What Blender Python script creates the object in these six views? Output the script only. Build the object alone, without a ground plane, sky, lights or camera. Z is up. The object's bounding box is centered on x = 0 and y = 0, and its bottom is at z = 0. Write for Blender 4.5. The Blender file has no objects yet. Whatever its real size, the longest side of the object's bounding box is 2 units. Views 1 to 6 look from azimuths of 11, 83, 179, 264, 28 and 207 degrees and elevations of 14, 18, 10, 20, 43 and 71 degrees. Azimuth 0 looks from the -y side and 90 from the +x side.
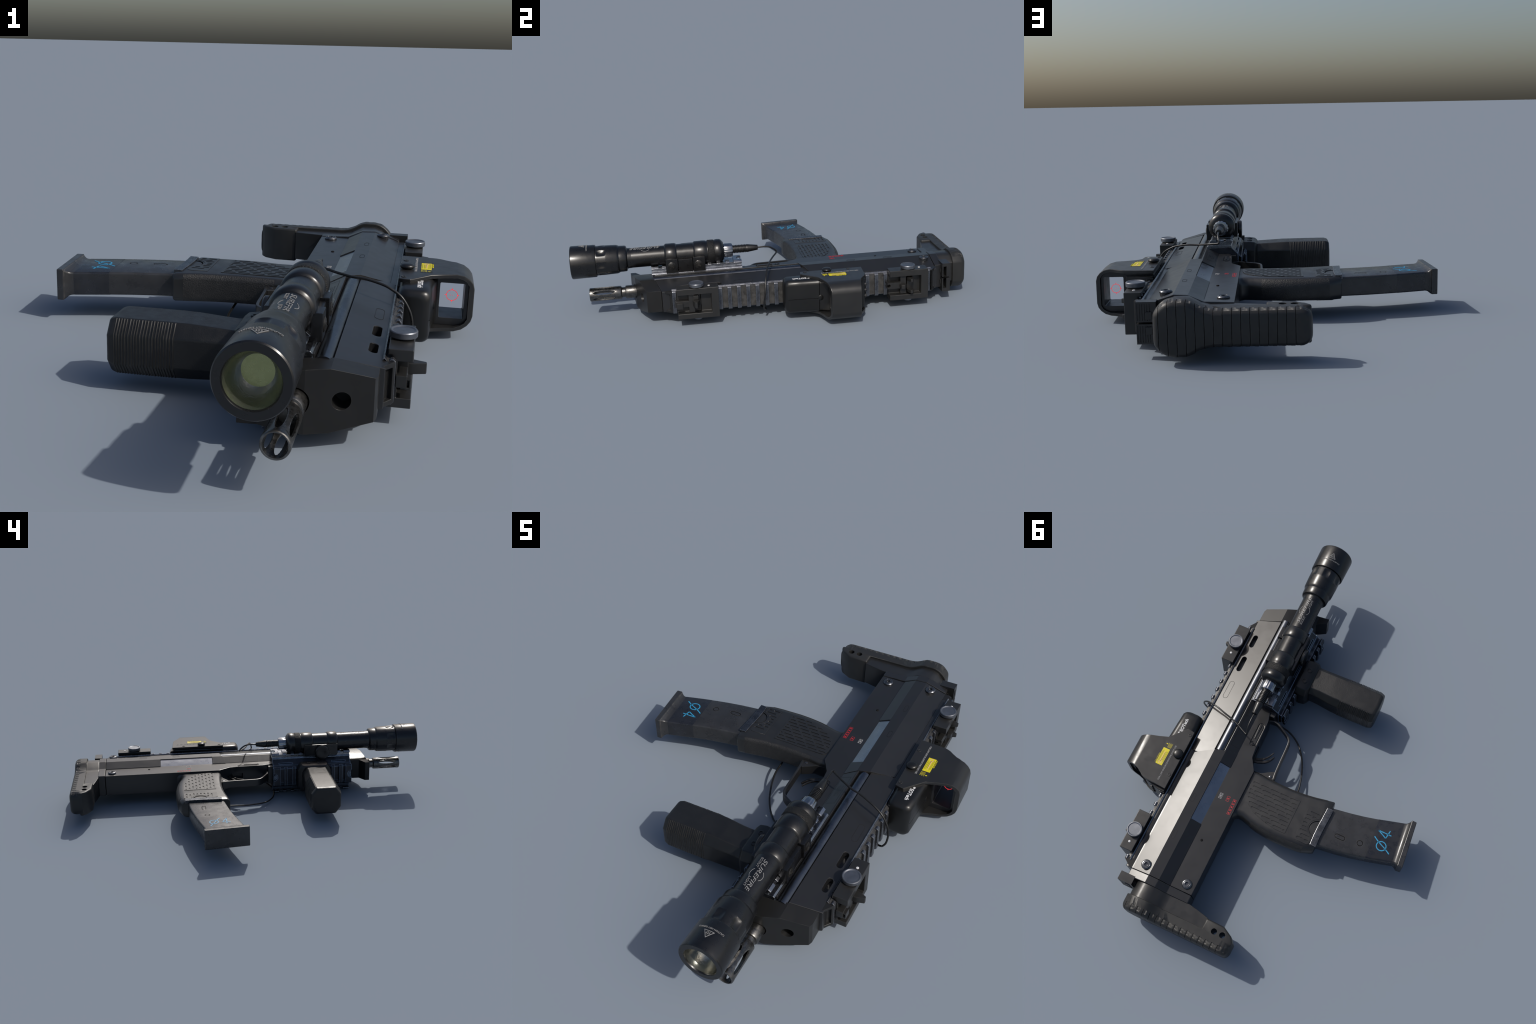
"""A compact black submachine gun lying on its right-hand rest: x is the gun's 'up',
-y its muzzle direction, +z its visible flank.  Built part by part from profiles."""
import bpy, bmesh, math, random
from mathutils import Vector

random.seed(7)
ZC = 0.122                      # z of the gun's plane of symmetry
D = bpy.data
COL = bpy.context.scene.collection

# ------------------------------------------------------------------ materials
MATS = {}

def nd(nt, kind, **kw):
    n = nt.nodes.new(kind)
    for k, v in kw.items():
        setattr(n, k, v)
    return n

def material(name, color, rough=0.5, metal=0.0, spec=0.5, var=0.25, rvar=0.12, vscale=14.0,
             bump=0.0, bscale=300.0, wear=None, wear_amt=0.5, wear_r=0.004, grime=None, coat=0.0,
             patchy=0.0, voronoi=False, wear_cover=(0.42, 0.62)):
    """Principled surface: base colour broken by two noises, patchy gloss, fine bump, worn edges."""
    if name in MATS:
        return MATS[name]
    m = D.materials.new(name)
    m.use_nodes = True
    nt = m.node_tree
    L = nt.links.new
    b = nt.nodes["Principled BSDF"]
    tc = nd(nt, "ShaderNodeTexCoord")
    n1 = nd(nt, "ShaderNodeTexNoise"); n1.inputs["Scale"].default_value = vscale
    n1.inputs["Detail"].default_value = 6; n1.inputs["Roughness"].default_value = 0.62
    L(tc.outputs["Object"], n1.inputs["Vector"])
    ramp = nd(nt, "ShaderNodeValToRGB")
    lo = [c * (1 - var) for c in color]; hi = [c * (1 + var) for c in color]
    ramp.color_ramp.elements[0].position = 0.3; ramp.color_ramp.elements[0].color = (*lo, 1)
    ramp.color_ramp.elements[1].position = 0.7; ramp.color_ramp.elements[1].color = (*hi, 1)
    L(n1.outputs["Fac"], ramp.inputs["Fac"])
    col = ramp.outputs["Color"]
    if grime:
        n2 = nd(nt, "ShaderNodeTexNoise"); n2.inputs["Scale"].default_value = 42
        n2.inputs["Detail"].default_value = 8; n2.inputs["Roughness"].default_value = 0.7
        L(tc.outputs["Object"], n2.inputs["Vector"])
        r2 = nd(nt, "ShaderNodeMapRange"); r2.inputs[1].default_value = 0.52; r2.inputs[2].default_value = 0.72
        L(n2.outputs["Fac"], r2.inputs[0])
        mx = nd(nt, "ShaderNodeMix", data_type='RGBA')
        mx.inputs["B"].default_value = (*grime, 1)
        L(r2.outputs[0], mx.inputs["Factor"]); L(col, mx.inputs["A"])
        col = mx.outputs["Result"]
    rr = nd(nt, "ShaderNodeMapRange")
    rr.inputs[1].default_value = 0.35; rr.inputs[2].default_value = 0.65
    rr.inputs[3].default_value = max(0.04, rough - rvar); rr.inputs[4].default_value = min(1, rough + rvar)
    n3 = nd(nt, "ShaderNodeTexNoise"); n3.inputs["Scale"].default_value = vscale * 2.1
    n3.inputs["Detail"].default_value = 9; n3.inputs["Roughness"].default_value = 0.68
    L(tc.outputs["Object"], n3.inputs["Vector"]); L(n3.outputs["Fac"], rr.inputs[0])
    L(rr.outputs[0], b.inputs["Roughness"])
    b.inputs["Metallic"].default_value = metal
    b.inputs["Specular IOR Level"].default_value = spec
    b.inputs["Coat Weight"].default_value = coat
    if wear:
        bv = nd(nt, "ShaderNodeBevel", samples=4); bv.inputs["Radius"].default_value = wear_r
        ge = nd(nt, "ShaderNodeNewGeometry")
        dt = nd(nt, "ShaderNodeVectorMath", operation='DOT_PRODUCT')
        L(bv.outputs["Normal"], dt.inputs[0]); L(ge.outputs["True Normal"], dt.inputs[1])
        mr = nd(nt, "ShaderNodeMapRange")
        mr.inputs[1].default_value = 0.985; mr.inputs[2].default_value = 0.80
        mr.inputs[3].default_value = 0; mr.inputs[4].default_value = 1
        L(dt.outputs["Value"], mr.inputs[0])
        n4 = nd(nt, "ShaderNodeTexNoise"); n4.inputs["Scale"].default_value = 55
        n4.inputs["Detail"].default_value = 7
        L(tc.outputs["Object"], n4.inputs["Vector"])
        m4 = nd(nt, "ShaderNodeMapRange"); m4.inputs[1].default_value, m4.inputs[2].default_value = wear_cover
        L(n4.outputs["Fac"], m4.inputs[0])
        mu = nd(nt, "ShaderNodeMath", operation='MULTIPLY'); L(mr.outputs[0], mu.inputs[0]); L(m4.outputs[0], mu.inputs[1])
        mu2 = nd(nt, "ShaderNodeMath", operation='MULTIPLY'); L(mu.outputs[0], mu2.inputs[0]); mu2.inputs[1].default_value = wear_amt
        mx = nd(nt, "ShaderNodeMix", data_type='RGBA'); mx.inputs["B"].default_value = (*wear, 1)
        L(mu2.outputs[0], mx.inputs["Factor"]); L(col, mx.inputs["A"])
        col = mx.outputs["Result"]
    L(col, b.inputs["Base Color"])
    if bump:
        if voronoi:
            n5 = nd(nt, "ShaderNodeTexVoronoi"); n5.inputs["Scale"].default_value = bscale
            o5 = n5.outputs["Distance"]
        else:
            n5 = nd(nt, "ShaderNodeTexNoise"); n5.inputs["Scale"].default_value = bscale
            n5.inputs["Detail"].default_value = 3
            o5 = n5.outputs["Fac"]
        L(tc.outputs["Object"], n5.inputs["Vector"])
        bp = nd(nt, "ShaderNodeBump"); bp.inputs["Strength"].default_value = bump
        bp.inputs["Distance"].default_value = 0.002
        L(o5, bp.inputs["Height"]); L(bp.outputs["Normal"], b.inputs["Normal"])
    MATS[name] = m
    return m

def glass(name, tint, alpha_ior=1.12, rough=0.0):
    m = D.materials.new(name); m.use_nodes = True
    b = m.node_tree.nodes["Principled BSDF"]
    b.inputs["Base Color"].default_value = (*tint, 1)
    b.inputs["Transmission Weight"].default_value = 1.0
    b.inputs["Roughness"].default_value = rough
    b.inputs["IOR"].default_value = alpha_ior
    MATS[name] = m
    return m

M_RECV = material("receiver_finish", (0.0138, 0.0140, 0.0150), 0.30, 0.0, 0.60, 0.07, 0.025, 9, bump=0.008, bscale=500,
                  wear=(0.13, 0.125, 0.12), wear_amt=0.35, wear_r=0.0025)
M_POLY = material("polymer_black", (0.014, 0.014, 0.014), 0.36, 0.0, 0.6, 0.2, 0.05, 12, bump=0.05, bscale=420)
M_NOSE = material("polymer_nose", (0.013, 0.013, 0.013), 0.36, 0.0, 0.35, 0.15, 0.04, 12, bump=0.04, bscale=420,
                  wear=(0.10, 0.098, 0.09), wear_amt=0.3, wear_r=0.003)
M_BUTT = material("rubber_butt", (0.019, 0.019, 0.0185), 0.45, 0.0, 0.45, 0.15, 0.06, 16, bump=0.05, bscale=350,
                  wear=(0.13, 0.125, 0.115), wear_amt=0.4, wear_r=0.0025)
M_GRIP = material("grip_polymer", (0.0135, 0.0135, 0.0135), 0.36, 0.0, 0.65, 0.2, 0.05, 12, bump=0.05, bscale=380,
                  wear=(0.09, 0.09, 0.085), wear_amt=0.25, wear_r=0.0025)
M_STIP = material("grip_stipple", (0.019, 0.0185, 0.018), 0.50, 0.0, 0.5, 0.3, 0.08, 30, bump=0.45, bscale=240, voronoi=True)
M_FORE = material("foregrip_polymer", (0.0085, 0.0085, 0.0085), 0.40, 0.0, 0.5, 0.3, 0.08, 12, bump=0.28, bscale=300)
M_RIB = material("foregrip_rib", (0.0095, 0.0095, 0.009), 0.45, 0.0, 0.5, 0.3, 0.1, 25, wear=(0.10, 0.09, 0.08), wear_amt=0.4)
M_LAMP = material("lamp_anodised", (0.0045, 0.0045, 0.005), 0.30, 0.0, 0.6, 0.3, 0.04, 20, bump=0.02, bscale=600)
M_KNURL = material("lamp_knurl", (0.008, 0.008, 0.008), 0.6, 0.0, 0.35, 0.3, 0.1, 40, bump=0.8, bscale=330, voronoi=True)
M_RAIL = material("rail_metal", (0.13, 0.135, 0.15), 0.30, 0.9, 0.5, 0.4, 0.10, 24, bump=0.08, bscale=200,
                  wear=(0.52, 0.54, 0.58), wear_amt=1.0, wear_r=0.005, wear_cover=(0.22, 0.45))
M_CHROME = material("side_rail_steel", (0.25, 0.26, 0.285), 0.27, 1.0, 0.5, 0.3, 0.08, 24, bump=0.05, bscale=200,
                    wear=(0.58, 0.60, 0.63), wear_amt=1.0, wear_r=0.004, wear_cover=(0.2, 0.45))
M_BED = material("rail_bed", (0.060, 0.058, 0.055), 0.50, 0.45, 0.5, 0.5, 0.14, 34, bump=0.25, bscale=120, grime=(0.10, 0.098, 0.095))
M_CAGE = material("rail_cage", (0.030, 0.033, 0.042), 0.36, 0.35, 0.5, 0.35, 0.10, 24, bump=0.08, bscale=200,
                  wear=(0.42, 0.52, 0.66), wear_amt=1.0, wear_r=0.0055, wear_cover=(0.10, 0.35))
M_STEEL = material("bright_steel", (0.34, 0.35, 0.37), 0.20, 1.0, 0.5, 0.2, 0.06, 30)
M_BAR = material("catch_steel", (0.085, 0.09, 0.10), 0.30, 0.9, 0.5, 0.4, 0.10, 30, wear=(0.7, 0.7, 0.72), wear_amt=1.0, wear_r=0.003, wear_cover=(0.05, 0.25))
M_TUBE = material("polished_tube", (0.135, 0.143, 0.16), 0.29, 1.0, 0.5, 0.15, 0.04, 10)
M_BOLT = material("bolt_panel", (0.34, 0.35, 0.375), 0.30, 1.0, 0.5, 0.12, 0.04, 10)
M_GUN = material("muzzle_steel", (0.13, 0.127, 0.122), 0.32, 0.95, 0.5, 0.4, 0.10, 40, bump=0.12, bscale=160,
                 wear=(0.50, 0.49, 0.47), wear_amt=0.8, wear_r=0.003)
M_MAG = material("magazine_steel", (0.036, 0.0365, 0.0385), 0.31, 0.35, 0.75, 0.3, 0.07, 14, bump=0.08, bscale=140,
                 wear=(0.20, 0.19, 0.18), wear_amt=0.6, wear_r=0.004, grime=(0.032, 0.031, 0.029))
M_BAND = material("magazine_band", (0.017, 0.018, 0.023), 0.31, 0.3, 0.9, 0.3, 0.08, 20, grime=(0.022, 0.021, 0.021))
M_SIGHT = material("sight_shell", (0.0155, 0.0155, 0.0155), 0.34, 0.0, 0.55, 0.12, 0.04, 12, bump=0.03, bscale=500,
                   wear=(0.17, 0.17, 0.16), wear_amt=0.4, wear_r=0.0025)
M_BATT = material("sight_battery", (0.0065, 0.0065, 0.0065), 0.34, 0.0, 0.5, 0.2, 0.04, 12)
M_BACK = material("backup_sight", (0.0145, 0.0142, 0.0135), 0.38, 0.0, 0.6, 0.2, 0.05, 14, bump=0.04, bscale=400,
                  wear=(0.11, 0.105, 0.10), wear_amt=0.35, wear_r=0.003)
M_KNOB = material("turned_knob", (0.17, 0.18, 0.20), 0.42, 0.85, 0.5, 0.15, 0.06, 40, wear=(0.5, 0.5, 0.5), wear_amt=0.6, wear_r=0.003)
M_SCREW = material("screw_steel", (0.13, 0.135, 0.145), 0.28, 0.9, 0.5, 0.3, 0.08, 50)
M_DARK = material("near_black", (0.004, 0.004, 0.004), 0.7, 0.0, 0.2)  # near-black: paints shade into the magazine's cuts, also colours pin and sight base
M_CABLE = material("cable_rubber", (0.009, 0.009, 0.009), 0.34, 0.0, 0.5)
M_TRIG = material("trigger_steel", (0.012, 0.0115, 0.011), 0.33, 0.2, 0.5, wear=(0.2, 0.19, 0.18), wear_amt=0.5)
M_WHITE = material("paint_white", (0.62, 0.62, 0.62), 0.5, var=0.06)
M_GREYT = material("paint_grey", (0.22, 0.22, 0.22), 0.5, var=0.06)
M_LGREY = material("paint_lightgrey", (0.29, 0.29, 0.29), 0.5, var=0.06)
M_PRINT = material("lamp_print", (0.20, 0.20, 0.20), 0.5, var=0.06)
M_RED = material("paint_red", (0.36, 0.014, 0.022), 0.5, var=0.06)
M_RETI = material("reticle_red", (0.85, 0.03, 0.03), 0.5, var=0.02)
_b = M_RETI.node_tree.nodes["Principled BSDF"]        # the holographic reticle is a projected light
_b.inputs["Emission Color"].default_value = (0.85, 0.05, 0.06, 1); _b.inputs["Emission Strength"].default_value = 0.75
M_BLUE = material("paint_blue", (0.030, 0.26, 0.46), 0.45, var=0.15)
M_YELL = material("label_yellow", (0.60, 0.52, 0.01), 0.5, var=0.06)
M_YLBK = material("label_black", (0.02, 0.02, 0.018), 0.45)
M_PINK = material("label_pink", (0.70, 0.42, 0.25), 0.5, var=0.1)
M_REFL = material("reflector", (0.36, 0.362, 0.32), 0.22, 0.95, 0.5, 0.1, 0.05, bump=0.2, bscale=160)
M_EMIT = material("lamp_disc", (0.37, 0.39, 0.19), 0.28, 0.85, 0.4, 0.05)
M_WALL = material("window_wall", (0.022, 0.022, 0.023), 0.35, 0.0, 0.5, 0.1, 0.05)
M_GLASS = glass("sight_glass", (0.96, 0.97, 1.0), 1.03)

# ------------------------------------------------------------------ geometry helpers
ROOT = D.objects.new("submachine_gun", None)
COL.objects.link(ROOT)
ROOT["label"] = "compact black submachine gun with flashlight, holographic sight and foregrip"
ROOT["category"] = "submachine gun"

def raw(name, verts, faces):
    me = D.meshes.new(name)
    me.from_pydata([tuple(v) for v in verts], [], faces)
    bm = bmesh.new(); bm.from_mesh(me)
    bmesh.ops.recalc_face_normals(bm, faces=bm.faces)
    bm.to_mesh(me); bm.free()
    ob = D.objects.new(name, me)
    COL.objects.link(ob)
    return ob

def join(name, obs):
    bm = bmesh.new()
    for o in obs:
        bm.from_mesh(o.data)
    me = D.meshes.new(name); bm.to_mesh(me); bm.free()
    for o in obs:
        kill(o)
    ob = D.objects.new(name, me); COL.objects.link(ob)
    return ob

def kill(o):
    me = o.data
    D.objects.remove(o)
    if me and me.users == 0:
        D.meshes.remove(me)

def bake(ob, weighted=True):
    """apply the modifier stack without operators"""
    dg = bpy.context.evaluated_depsgraph_get()
    me = D.meshes.new_from_object(ob.evaluated_get(dg))
    old = ob.data
    ob.modifiers.clear()
    ob.data = me
    me.name = old.name
    if old.users == 0:
        D.meshes.remove(old)

def done(ob, mat, parent=None, bevel=0.0, seg=2, cuts=(), angle=38, blim=30, stuff=False, isect=(), unite=()):
    for op, lst in (('UNION', unite), ('DIFFERENCE', cuts), ('INTERSECT', isect)):
        for c in lst:
            md = ob.modifiers.new("b", 'BOOLEAN'); md.operation = op; md.object = c; md.solver = 'EXACT'
    if bevel:
        md = ob.modifiers.new("v", 'BEVEL'); md.width = bevel; md.segments = seg
        md.limit_method = 'ANGLE'; md.angle_limit = math.radians(blim); md.use_clamp_overlap = True
    if ob.modifiers:
        bake(ob)
    for c in list(cuts) + list(isect) + list(unite):
        kill(c)
    me = ob.data
    me.materials.clear(); me.materials.append(mat)
    for p in me.polygons:
        p.use_smooth = True
        p.material_index = 0
    me.set_sharp_from_angle(angle=math.radians(angle))
    if bevel:
        md = ob.modifiers.new("w", 'WEIGHTED_NORMAL'); md.keep_sharp = True; md.weight = 50
        bake(ob)
    ob.parent = parent if parent else ROOT
    if stuff:
        ob["kind"] = "stuff"
    return ob

def emb(axis, a, b, t):
    if axis == 'y': return (a, t, b)     # (x,z)
    if axis == 'z': return (a, b, t)     # (x,y)
    return (t, a, b)                     # (y,z)

def prism(name, axis, poly, t0, t1):
    n = len(poly)
    v = [emb(axis, a, b, t0) for a, b in poly] + [emb(axis, a, b, t1) for a, b in poly]
    f = [list(range(n)), list(range(2 * n - 1, n - 1, -1))]
    f += [[i, (i + 1) % n, n + (i + 1) % n, n + i] for i in range(n)]
    return raw(name, v, f)

def box(name, x0, x1, y0, y1, z0, z1):
    return prism(name, 'z', [(x0, y0), (x1, y0), (x1, y1), (x0, y1)], z0, z1)

def sym(half):
    """(x, h) half outline -> closed (x, z) outline, mirrored on the symmetry plane"""
    return [(x, ZC + h) for x, h in half] + [(x, ZC - h) for x, h in reversed(half) if h > 1e-6]

def loft(name, rings):
    n = len(rings[0]); v = [p for r in rings for p in r]
    f = []
    for k in range(len(rings) - 1):
        for i in range(n):
            j = (i + 1) % n
            f.append([k * n + i, k * n + j, (k + 1) * n + j, (k + 1) * n + i])
    f.append(list(range(n))); f.append([len(v) - 1 - i for i in range(n)])
    return raw(name, v, f)

def frame(axis):
    return {'y': (Vector((0, 1, 0)), Vector((1, 0, 0)), Vector((0, 0, 1))),
            'z': (Vector((0, 0, 1)), Vector((1, 0, 0)), Vector((0, 1, 0))),
            'x': (Vector((1, 0, 0)), Vector((0, 1, 0)), Vector((0, 0, 1)))}[axis]

def lathe(name, axis, c, prof, n=56, mod=None, closed=False):
    """prof: (t, r) along the axis through c (the two other coordinates)"""
    w, u, v = frame(axis)
    org = {'y': Vector((c[0], 0, c[1])), 'z': Vector((c[0], c[1], 0)), 'x': Vector((0, c[0], c[1]))}[axis]
    vs, fs = [], []
    for k, (t, r) in enumerate(prof):
        for i in range(n):
            a = 2 * math.pi * i / n
            q = r * (mod(a, t) if mod else 1.0)
            vs.append(org + w * t + u * (q * math.cos(a)) + v * (q * math.sin(a)))
    m = len(prof)
    for k in range(m if closed else m - 1):
        k2 = (k + 1) % m
        for i in range(n):
            j = (i + 1) % n
            fs.append([k * n + i, k * n + j, k2 * n + j, k2 * n + i])
    if not closed:
        fs.append(list(range(n))); fs.append(list(range(m * n - 1, (m - 1) * n - 1, -1)))
    return raw(name, vs, fs)

def cyl(name, axis, c, t0, t1, r, n=40):
    return lathe(name, axis, c, [(t0, r), (t1, r)], n)

def capsule(u0, u1, v, w, n=6):
    """stadium outline along the first coordinate: (u, v)"""
    r = w / 2; pts = []
    for i in range(n + 1):
        a = math.pi / 2 + math.pi * i / n
        pts.append((u0 + r + r * math.cos(a), v + r * math.sin(a)))
    for i in range(n + 1):
        a = -math.pi / 2 + math.pi * i / n
        pts.append((u1 - r + r * math.cos(a), v + r * math.sin(a)))
    return pts

def rrect(a0, a1, b0, b1, r, n=5):
    """rounded rectangle outline"""
    pts = []
    for ca, cb, s in ((a1 - r, b1 - r, 0), (a0 + r, b1 - r, 1), (a0 + r, b0 + r, 2), (a1 - r, b0 + r, 3)):
        for i in range(n + 1):
            t = (s + i / n) * math.pi / 2
            pts.append((ca + r * math.cos(t), cb + r * math.sin(t)))
    return pts

def swap(poly):
    return [(b, a) for a, b in poly]

def smooth_path(pts, sub=8):
    """Catmull-Rom through the points"""
    P = [Vector(p) for p in pts]; out = []
    for i in range(len(P) - 1):
        p0, p1, p2, p3 = P[max(i - 1, 0)], P[i], P[i + 1], P[min(i + 2, len(P) - 1)]
        for k in range(sub):
            t = k / sub
            out.append(0.5 * ((2 * p1) + (p2 - p0) * t + (2 * p0 - 5 * p1 + 4 * p2 - p3) * t * t
                              + (3 * p1 - p0 - 3 * p2 + p3) * t ** 3))
    out.append(P[-1])
    return out

def tube(name, pts, r, n=10, sub=8):
    path = smooth_path(pts, sub)
    rings = []; up = Vector((0.13, 0.2, 0.97)).normalized()
    for i, p in enumerate(path):
        t = (path[min(i + 1, len(path) - 1)] - path[max(i - 1, 0)]).normalized()
        u = (up - t * up.dot(t)).normalized(); up = u
        w = t.cross(u)
        rings.append([p + u * (r * math.cos(2 * math.pi * k / n)) + w * (r * math.sin(2 * math.pi * k / n)) for k in range(n)])
    return loft(name, rings)

def sweep_xy(name, pts, thick, z0, z1, sub=6, taper=None):
    """flat strap following a curve in the x-y plane, standing z0..z1"""
    path = smooth_path([(x, y, 0) for x, y in pts], sub)
    rings = []; N = len(path)
    for i, p in enumerate(path):
        t = (path[min(i + 1, N - 1)] - path[max(i - 1, 0)]).normalized()
        w = Vector((-t.y, t.x, 0))
        h = thick / 2 * (taper(i / (N - 1)) if taper else 1)
        rings.append([p + w * h + Vector((0, 0, z0)), p + w * h + Vector((0, 0, z1)),
                      p - w * h + Vector((0, 0, z1)), p - w * h + Vector((0, 0, z0))])
    return loft(name, rings)

def lettering(name, body, size, mat, place, parent, ext=0.0006, shear=0.0, spacing=1.0, sub=0, xscale=1.0, font_bold=0.0, align='LEFT'):
    """built-in font -> mesh, then every vertex put in place by place(u, v, w)"""
    cu = D.curves.new(name, 'FONT'); cu.body = body; cu.size = size; cu.extrude = ext
    cu.shear = shear; cu.space_character = spacing; cu.offset = font_bold; cu.resolution_u = 3
    cu.align_x = align
    tmp = D.objects.new(name, cu); COL.objects.link(tmp)
    dg = bpy.context.evaluated_depsgraph_get()
    me = D.meshes.new_from_object(tmp.evaluated_get(dg))
    D.objects.remove(tmp); D.curves.remove(cu)
    for v in me.vertices:
        v.co = Vector(place(v.co.x * xscale, v.co.y, v.co.z))
    me.name = name
    ob = D.objects.new(name, me); COL.objects.link(ob)
    me.materials.clear(); me.materials.append(mat)
    for p in me.polygons:
        p.material_index = 0
    ob.parent = parent
    return ob

def copy(ob, name=None, loc=(0, 0, 0), parent=None):
    o = ob.copy(); o.location = loc; o.parent = parent or ob.parent
    COL.objects.link(o)
    return o

def mirror_z(ob, mat=None):
    """mirror twin on the gun's symmetry plane, own mesh"""
    me = ob.data.copy()
    for v in me.vertices:
        v.co.z = 2 * ZC - v.co.z
    me.flip_normals()
    o = D.objects.new(ob.name.split('.')[0], me); COL.objects.link(o)
    o.location = ob.location; o.parent = ob.parent
    return o

# ================================================================== RECEIVER
SEAM = lambda x: -0.5916 + 0.257 * max(0.0, x - 0.335)      # slanted joint with the nose

# lower frame: side outline, with the raised belly over the trigger
lower = prism("lower_frame", 'z', [(0.120, 0.820), (0.120, 0.170), (0.127, 0.158), (0.158, 0.108), (0.162, 0.075),
                                    (0.167, -0.090), (0.184, -0.150), (0.184, -0.300), (0.300, -0.300), (0.300, 0.820)],
              ZC - 0.0585, ZC + 0.0585)
cut_sel = prism("c", 'z', capsule(-0.066, 0.060, 0.0, 0.030)and [(0.186 + b, a) for a, b in capsule(-0.066, 0.060, 0.0, 0.030)], ZC + 0.0545, ZC + 0.08)
cut_guard = prism("c", 'z', [(0.09, 0.030), (0.190, 0.030), (0.190, 0.096), (0.09, 0.096)], ZC - 0.016, ZC + 0.016)
lower = done(lower, M_RECV, bevel=0.003, cuts=[cut_sel, cut_guard])

# front upper half: two sloped flanks rising to the rail
fu = prism("upper_receiver", 'y', sym([(0.2285, 0.0540), (0.2285, 0.0592), (0.2810, 0.0842), (0.2870, 0.0848), (0.2890, 0.0640), (0.3335, 0.0640), (0.3335, 0.0785), (0.4425, 0.0545), (0.4540, 0.0520)]), -0.59, 0.195)
for v in fu.data.vertices:
    if v.co.y < -0.5:
        v.co.y = SEAM(v.co.x) + 0.001
cuts = []
for yc, ln, wd in ((-0.4430, 0.070, 0.0225), (-0.3075, 0.084, 0.0235)):
    cuts.append(prism("c", 'z', [(0.4175 + b, a) for a, b in capsule(yc - ln / 2, yc + ln / 2, 0, wd)], ZC + 0.03, ZC + 0.10))
    cuts.append(prism("c", 'z', [(0.4175 + b, a) for a, b in capsule(yc - ln / 2, yc + ln / 2, 0, wd)], ZC - 0.10, ZC - 0.03))
fu = done(fu, M_RECV, bevel=0.0016, cuts=cuts, angle=12, blim=11)

# charging tube lying in its channel
for s in (1, -1):
    arch = [(0.3112 + 0.0245 * math.sin(a), ZC + s * (0.0602 + 0.0245 * math.cos(a))) for a in [(-1.04 + 2.08 * i / 16) for i in range(17)]]
    tb = prism("charging_bar", 'y', [(0.2901, ZC + s * 0.060)] + arch + [(0.3323, ZC + s * 0.060)], -0.6040, 0.1480)
    done(tb, M_TUBE, angle=30)

# dark oval rings laid on the flanks, standing in for shaded grooves
def flank_z(x):            # height of the front flank
    return ZC + 0.0785 - (x - 0.334) * (0.024 / 0.1085)

def cover_h(x):
    P = [(0.2285, 0.0612), (0.280, 0.0862), (0.331, 0.0885), (0.418, 0.0580)]
    for (a, ha), (b, hb) in zip(P, P[1:]):
        if x <= b:
            return ha + (hb - ha) * (x - a) / (b - a)
    return P[-1][1]

def ring_on(name, outline, inner, zf, mat, t=0.0007):
    n = len(outline)
    vs = [(x, y, zf(x) + t) for x, y in outline] + [(x, y, zf(x) + t) for x, y in inner] + \
         [(x, y, zf(x) - 0.002) for x, y in outline] + [(x, y, zf(x) - 0.002) for x, y in inner]
    fs = []
    for i in range(n):
        j = (i + 1) % n
        fs += [[i, j, n + j, n + i], [2 * n + i, 3 * n + i, 3 * n + j, 2 * n + j], [i, 2 * n + i, 2 * n + j, j], [n + i, n + j, 3 * n + j, 3 * n + i]]
    return done(raw(name, vs, fs), mat)

M_OUTLINE = material("dark_outline", (0.010, 0.010, 0.010), 0.5, 0.0, 0.4)  # dark tone, stands in for the shade of shallow oval grooves
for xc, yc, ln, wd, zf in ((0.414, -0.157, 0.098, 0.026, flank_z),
                           (0.3142, 0.412, 0.044, 0.017, lambda x: ZC + cover_h(x)),
                           (0.3142, 0.605, 0.046, 0.017, lambda x: ZC + cover_h(x))):
    o = [(xc + b, a) for a, b in capsule(yc - ln / 2, yc + ln / 2, 0, wd)]
    i = [(xc + b, a) for a, b in capsule(yc - ln / 2 + 0.0018, yc + ln / 2 - 0.0018, 0, wd - 0.0036)]
    ring_on("dark_oval", o, i, zf, M_OUTLINE, 0.0005)

# engraved maker's panel on the facet ahead of the cover
def facet_z(x):
    return ZC + 0.0592 + (x - 0.2285) * (0.0250 / 0.0525)
pn_o = [(0.2325, 0.1000), (0.2725, 0.1000), (0.2725, -0.0680), (0.2325, -0.0680)]
ring_on("side_panel", pn_o, [(0.2337, 0.0988), (0.2713, 0.0988), (0.2713, -0.0668), (0.2337, -0.0668)], facet_z, M_OUTLINE, 0.0003)
gl = []
for k, (yy, ww) in enumerate([(0.015, 0.055), (0.012, 0.070), (0.016, 0.050), (0.012, 0.066)]):
    xa = 0.2430 + k * 0.0060; y = yy - ww / 2
    while y < yy + ww / 2:
        w = random.uniform(0.003, 0.009); xb = xa + 0.0032
        gl.append(raw("m", [(xa, y, facet_z(xa) - 0.001), (xb, y, facet_z(xb) - 0.001), (xb, y + w, facet_z(xb) - 0.001), (xa, y + w, facet_z(xa) - 0.001),
                            (xa, y, facet_z(xa) + 0.0003), (xb, y, facet_z(xb) + 0.0003), (xb, y + w, facet_z(xb) + 0.0003), (xa, y + w, facet_z(xa) + 0.0003)],
                      [[0, 1, 2, 3], [4, 5, 6, 7], [0, 1, 5, 4], [1, 2, 6, 5], [2, 3, 7, 6], [3, 0, 4, 7]]))
        y += w + 0.0022
done(join("engraving", gl), M_POLY, stuff=True)

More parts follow.
